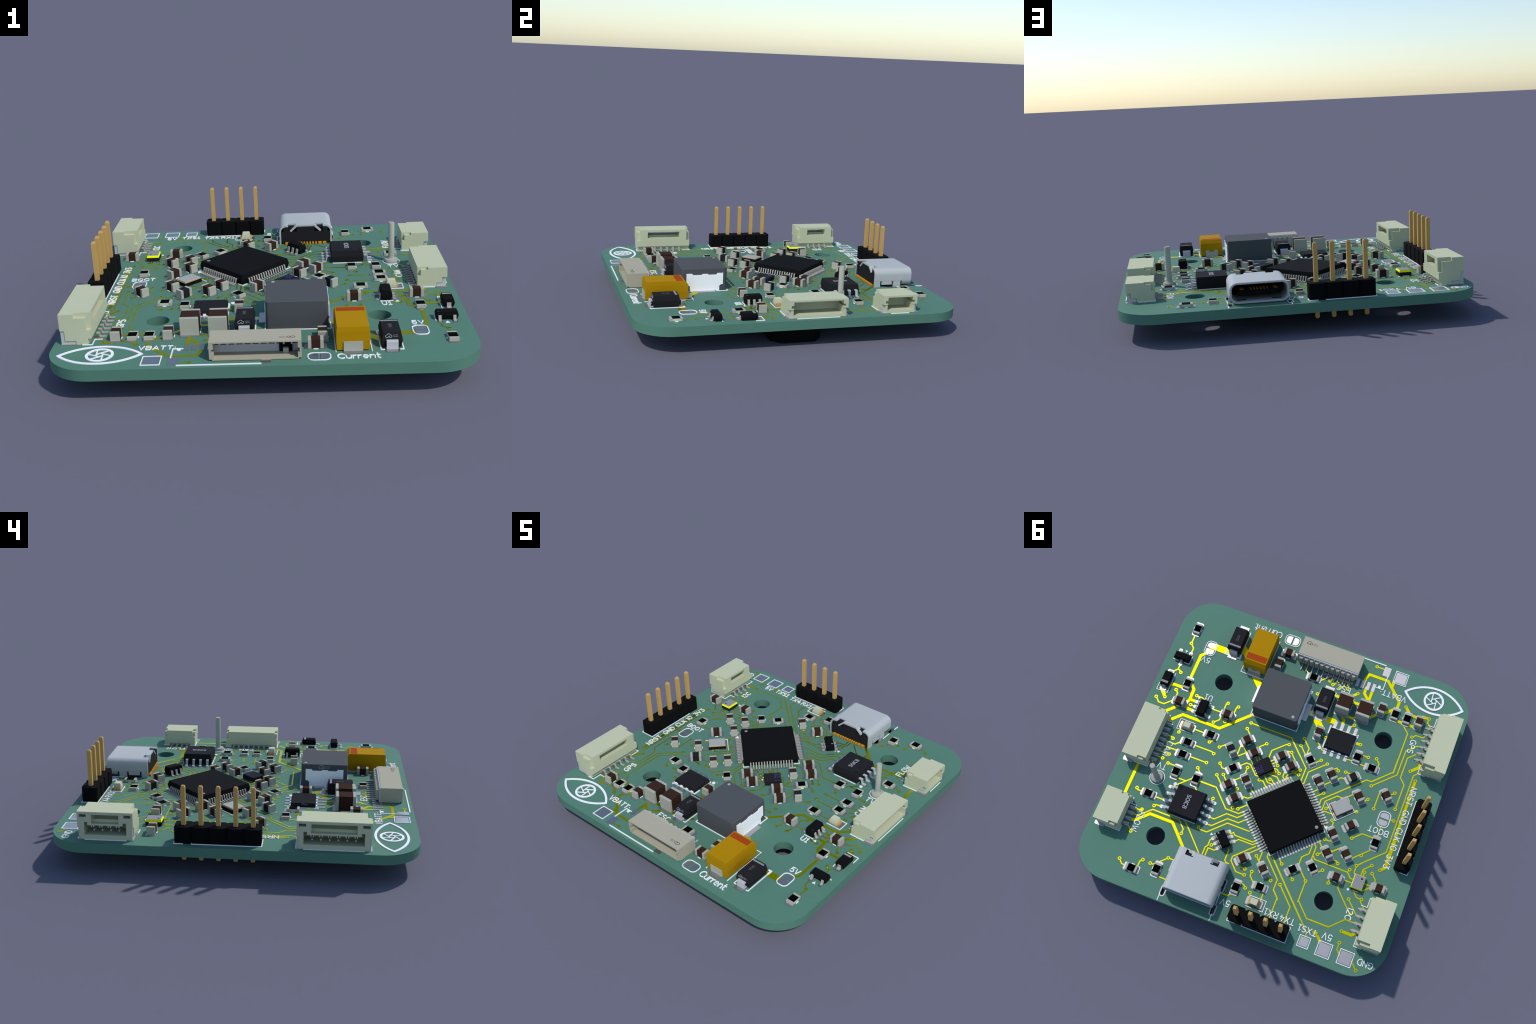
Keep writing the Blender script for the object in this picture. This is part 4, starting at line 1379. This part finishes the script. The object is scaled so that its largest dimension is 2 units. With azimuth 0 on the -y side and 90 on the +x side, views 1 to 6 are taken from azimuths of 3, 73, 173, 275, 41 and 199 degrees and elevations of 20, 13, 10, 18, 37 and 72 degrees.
text('5V', 20.51, -15.95, 0)
text('U1', 17.17, -9.21, 0)
text('ESC', -4.83, -19.69, 0)
text('VBATT', -13.77, -21.69, 0)
text('GPS', -19.76, -13.70, 90)
text('CAM', 20.16, 2.32, 90)
text('TV', 19.79, 5.67, 0)
text('FLOW', 19.62, 16.28, 90)
text('BOOT', -19.27, 2.93, 0)
text('NRST', -22.60, -4.94, 90)
text('GND', -22.66, -0.93, 90)
text('CLK', -22.65, 2.33, 90)
text('IO', -22.63, 4.70, 90)
text('3V3', -22.54, 7.37, 90)
text('RX1', -7.34, 22.63, 0)
text('TX4', -10.19, 22.68, 0)
text('TXS1', -13.90, 23.04, 0)
text('5V', -17.29, 22.83, 0)
text('GND', -24.57, 24.72, 0)
text('5V', 0.43, 23.71, 0)
text('I2C', -19.41, 18.04, 90)
text("Current", 11.97, -25.48, 0, 1.22, 0.125, 0.18)

def mark(words, parent, x, y, z, rot, h, mat, weight=0.15):
    put("package_mark", lettering(words, h, mat, weight).done("mark_" + words.lower()), parent, (x, y, z - 0.085), rot)
mark("SOIC8", so, 0.03, 0.0, 2.0, 90, 0.66, LIGHTM, 0.17)
for d in (SMA1, SMA2):
    mark("SMA", d, 0.06, 0.04, 2.03, 180, 0.44, GREYM, 0.14)
mark("BMI", bmi, 0.9, 0.66, 0.83, 0, 0.5, BLUEM, 0.11)
mark("270", bmi, 0.86, -0.02, 0.83, 0, 0.5, BLUEM, 0.11)
mark("BOSCH", bmi, 0.86, -1.04, 0.83, 0, 0.24, BLUEM, 0.11)

def cloud_mark(parent, m, mat, k=1.0):
    """Small cloud sign with two lines of fine print beside it, on the plane given by matrix m."""
    s = Shape()
    p = [(0.02, -0.06), (-0.1, -0.24)] + arc(-0.28, -0.06, 0.2, 270, 95, 7) + arc(0.0, 0.1, 0.25, 165, 20, 6) + arc(0.32, -0.05, 0.2, 85, -80, 7) + [(0.15, -0.24), (0.05, -0.12), (0.2, 0.0)]
    slab(s, stroke_outline([(a * k, b * k) for a, b in p], 0.075 * k, 2), 0.0, mat)
    for row in (0.13, -0.13):
        for q in range(6):
            x = (0.75 + 0.13 * q) * k
            slab(s, stroke_outline([(x, (row - 0.07) * k), (x + (0.05 if q % 2 else 0.0) * k, (row + 0.07) * k)], 0.035 * k, 2), 0.0, mat)
    o = put("package_mark", s.done("cloud_mark"), parent)
    o.matrix_local = m
def plane(loc, xdir, zdir):
    x, z = Vector(xdir).normalized(), Vector(zdir).normalized()
    y = z.cross(x)
    return Matrix(((x.x, y.x, z.x, loc[0] * S), (x.y, y.y, z.y, loc[1] * S), (x.z, y.z, z.z, loc[2] * S), (0, 0, 0, 1)))
cloud_mark(esc, plane((3.7, -24.82, 2.52), (-1, 0, 0), (0, 0, 1)), DARKM)
cloud_mark(ind, plane((-4.17, 0.55, 3.5), (0, -1, 0), (-1, 0, 0)), LIGHTM)
for d in (SMA1, SMA2):
    cloud_mark(d, plane((-2.12, 0.45, 1.6), (0, -1, 0), (-1, 0, 0.12)), LIGHTM, 0.8)
cloud_mark(qf, plane((-2.37, 0.0, 0.54), (0, -1, 0), (-1, 0, 0.3)), LIGHTM, 0.55)

# eye and shutter sign
EY = (-20.73, -23.36)
s = Shape()
L, B = 5.35, 2.42
R = (L * L + B * B) / (2 * B)
a = math.degrees(math.asin(L / R))
up = arc(0, B - R, R, 90 + a, 90 - a, 30)
lo = arc(0, R - B, R, -90 + a, -90 - a, 30)
out = [(x, y) for x, y in up[:-1] + lo[:-1]]
def offset(pts, d):
    r = []
    n = len(pts)
    for i in range(n):
        p, q, t = Vector(pts[i - 1]), Vector(pts[i]), Vector(pts[(i + 1) % n])
        e, g = (q - p).normalized(), (t - q).normalized()
        m = (Vector((-e.y, e.x)) + Vector((-g.y, g.x))).normalized()
        r.append(tuple(q + m * (d / max(0.35, m.dot(Vector((-e.y, e.x)))))))
    return r
flat_band(s, offset(out, 0.19), offset(out, -0.19), 0.10, WHITE)
ring(s, 0, 0, 1.83, 1.46, 0.10, WHITE, 48)
for k in range(6):
    t = math.radians(-56.5 + 60 * k)
    d = (-math.sin(t), math.cos(t))
    foot = (0.42 * math.cos(t), 0.42 * math.sin(t))
    p = [(foot[0] + d[0] * 0.25, foot[1] + d[1] * 0.25), (foot[0] - d[0] * 1.5, foot[1] - d[1] * 1.5)]
    slab(s, stroke_outline(p, 0.17, 3), 0.10, WHITE)
put("eye_sign", s.done("eye_sign"), ROOT, (EY[0], EY[1], 0))

silk(0.12, (26.11, -14.03), (25.08, -14.03))
silk(0.12, (23.95, -14.01), (22.99, -14.01), (22.99, -15.56))
silk(0.12, (24.50, -11.42), (24.50, -7.44), (26.53, -7.44), (26.53, -8.80))
silk(0.12, (9.47, -16.11), (13.72, -16.11), (13.72, -17.43))
silk(0.12, (9.23, -24.22), (9.23, -16.97))
silk(0.15, (-11.46, -24.79), (-11.46, -22.14), (-10.18, -22.14))
silk(0.25, (-5.12, -12.22), (-5.12, -10.78))
silk(0.25, (-5.13, -9.42), (-5.13, -7.97))
silk(0.25, (-10.23, -12.22), (-10.23, -7.97))
silk(0.12, (17.48, -3.76), (20.19, -3.76), (20.19, -1.78), (17.48, -1.78))
silk(0.12, (-2.95, 22.95), (-5.88, 22.95), (-5.88, 21.06), (-2.95, 21.06))
silk(0.12, (-9.31, 1.43), (-11.76, 3.88), (-14.70, 0.94))
silk(0.12, (-18.52, 14.06), (-19.54, 14.06))
silk(0.12, (1.74, -0.41), (1.21, -0.94))
silk(0.12, (3.48, 1.25), (2.90, 0.67))
silk(0.12, (5.32, -0.64), (5.09, -0.41))
silk(0.12, (11.16, 26.18), (11.16, 27.4))
silk(0.2, (-10.46, -26.85), (-0.08, -26.85))
def spot(x, y, r):
    slab(SK, [(r * math.cos(2 * math.pi * k / 20), r * math.sin(2 * math.pi * k / 20)) for k in range(20)], 0.10, WHITE, x, y)
spot(-10.69, -22.44, 0.27)
spot(-11.24, -21.68, 0.08)
spot(16.3, 7.8, 0.3)
spot(-17.83, 14.22, 0.2)
spot(1.53, -1.49, 0.15)
spot(6.5, 13.5, 0.1)
spot(-4.15, -7.2, 0.05)
ring(SK, -4.636, -7.595, 0.32, 0.06, 0.10, WHITE)
put("silkscreen_line", SK.done("silkscreen_line"), stuff=True)

# ----------------------------------------------------------------------------- underside: the sounder the board rests on
s = Shape()
c, q = 4.25, 1.5
octo = [(c, -c + q), (c, c - q), (c - q, c), (-c + q, c), (-c, c - q), (-c, -c + q), (-c + q, -c), (c - q, -c)]
s.prism(octo, -ZT / S, -BOARD_T + 0.0, HDR)
put("sounder", s.done("sounder"), ROOT, (20.4, -1.0, 0))
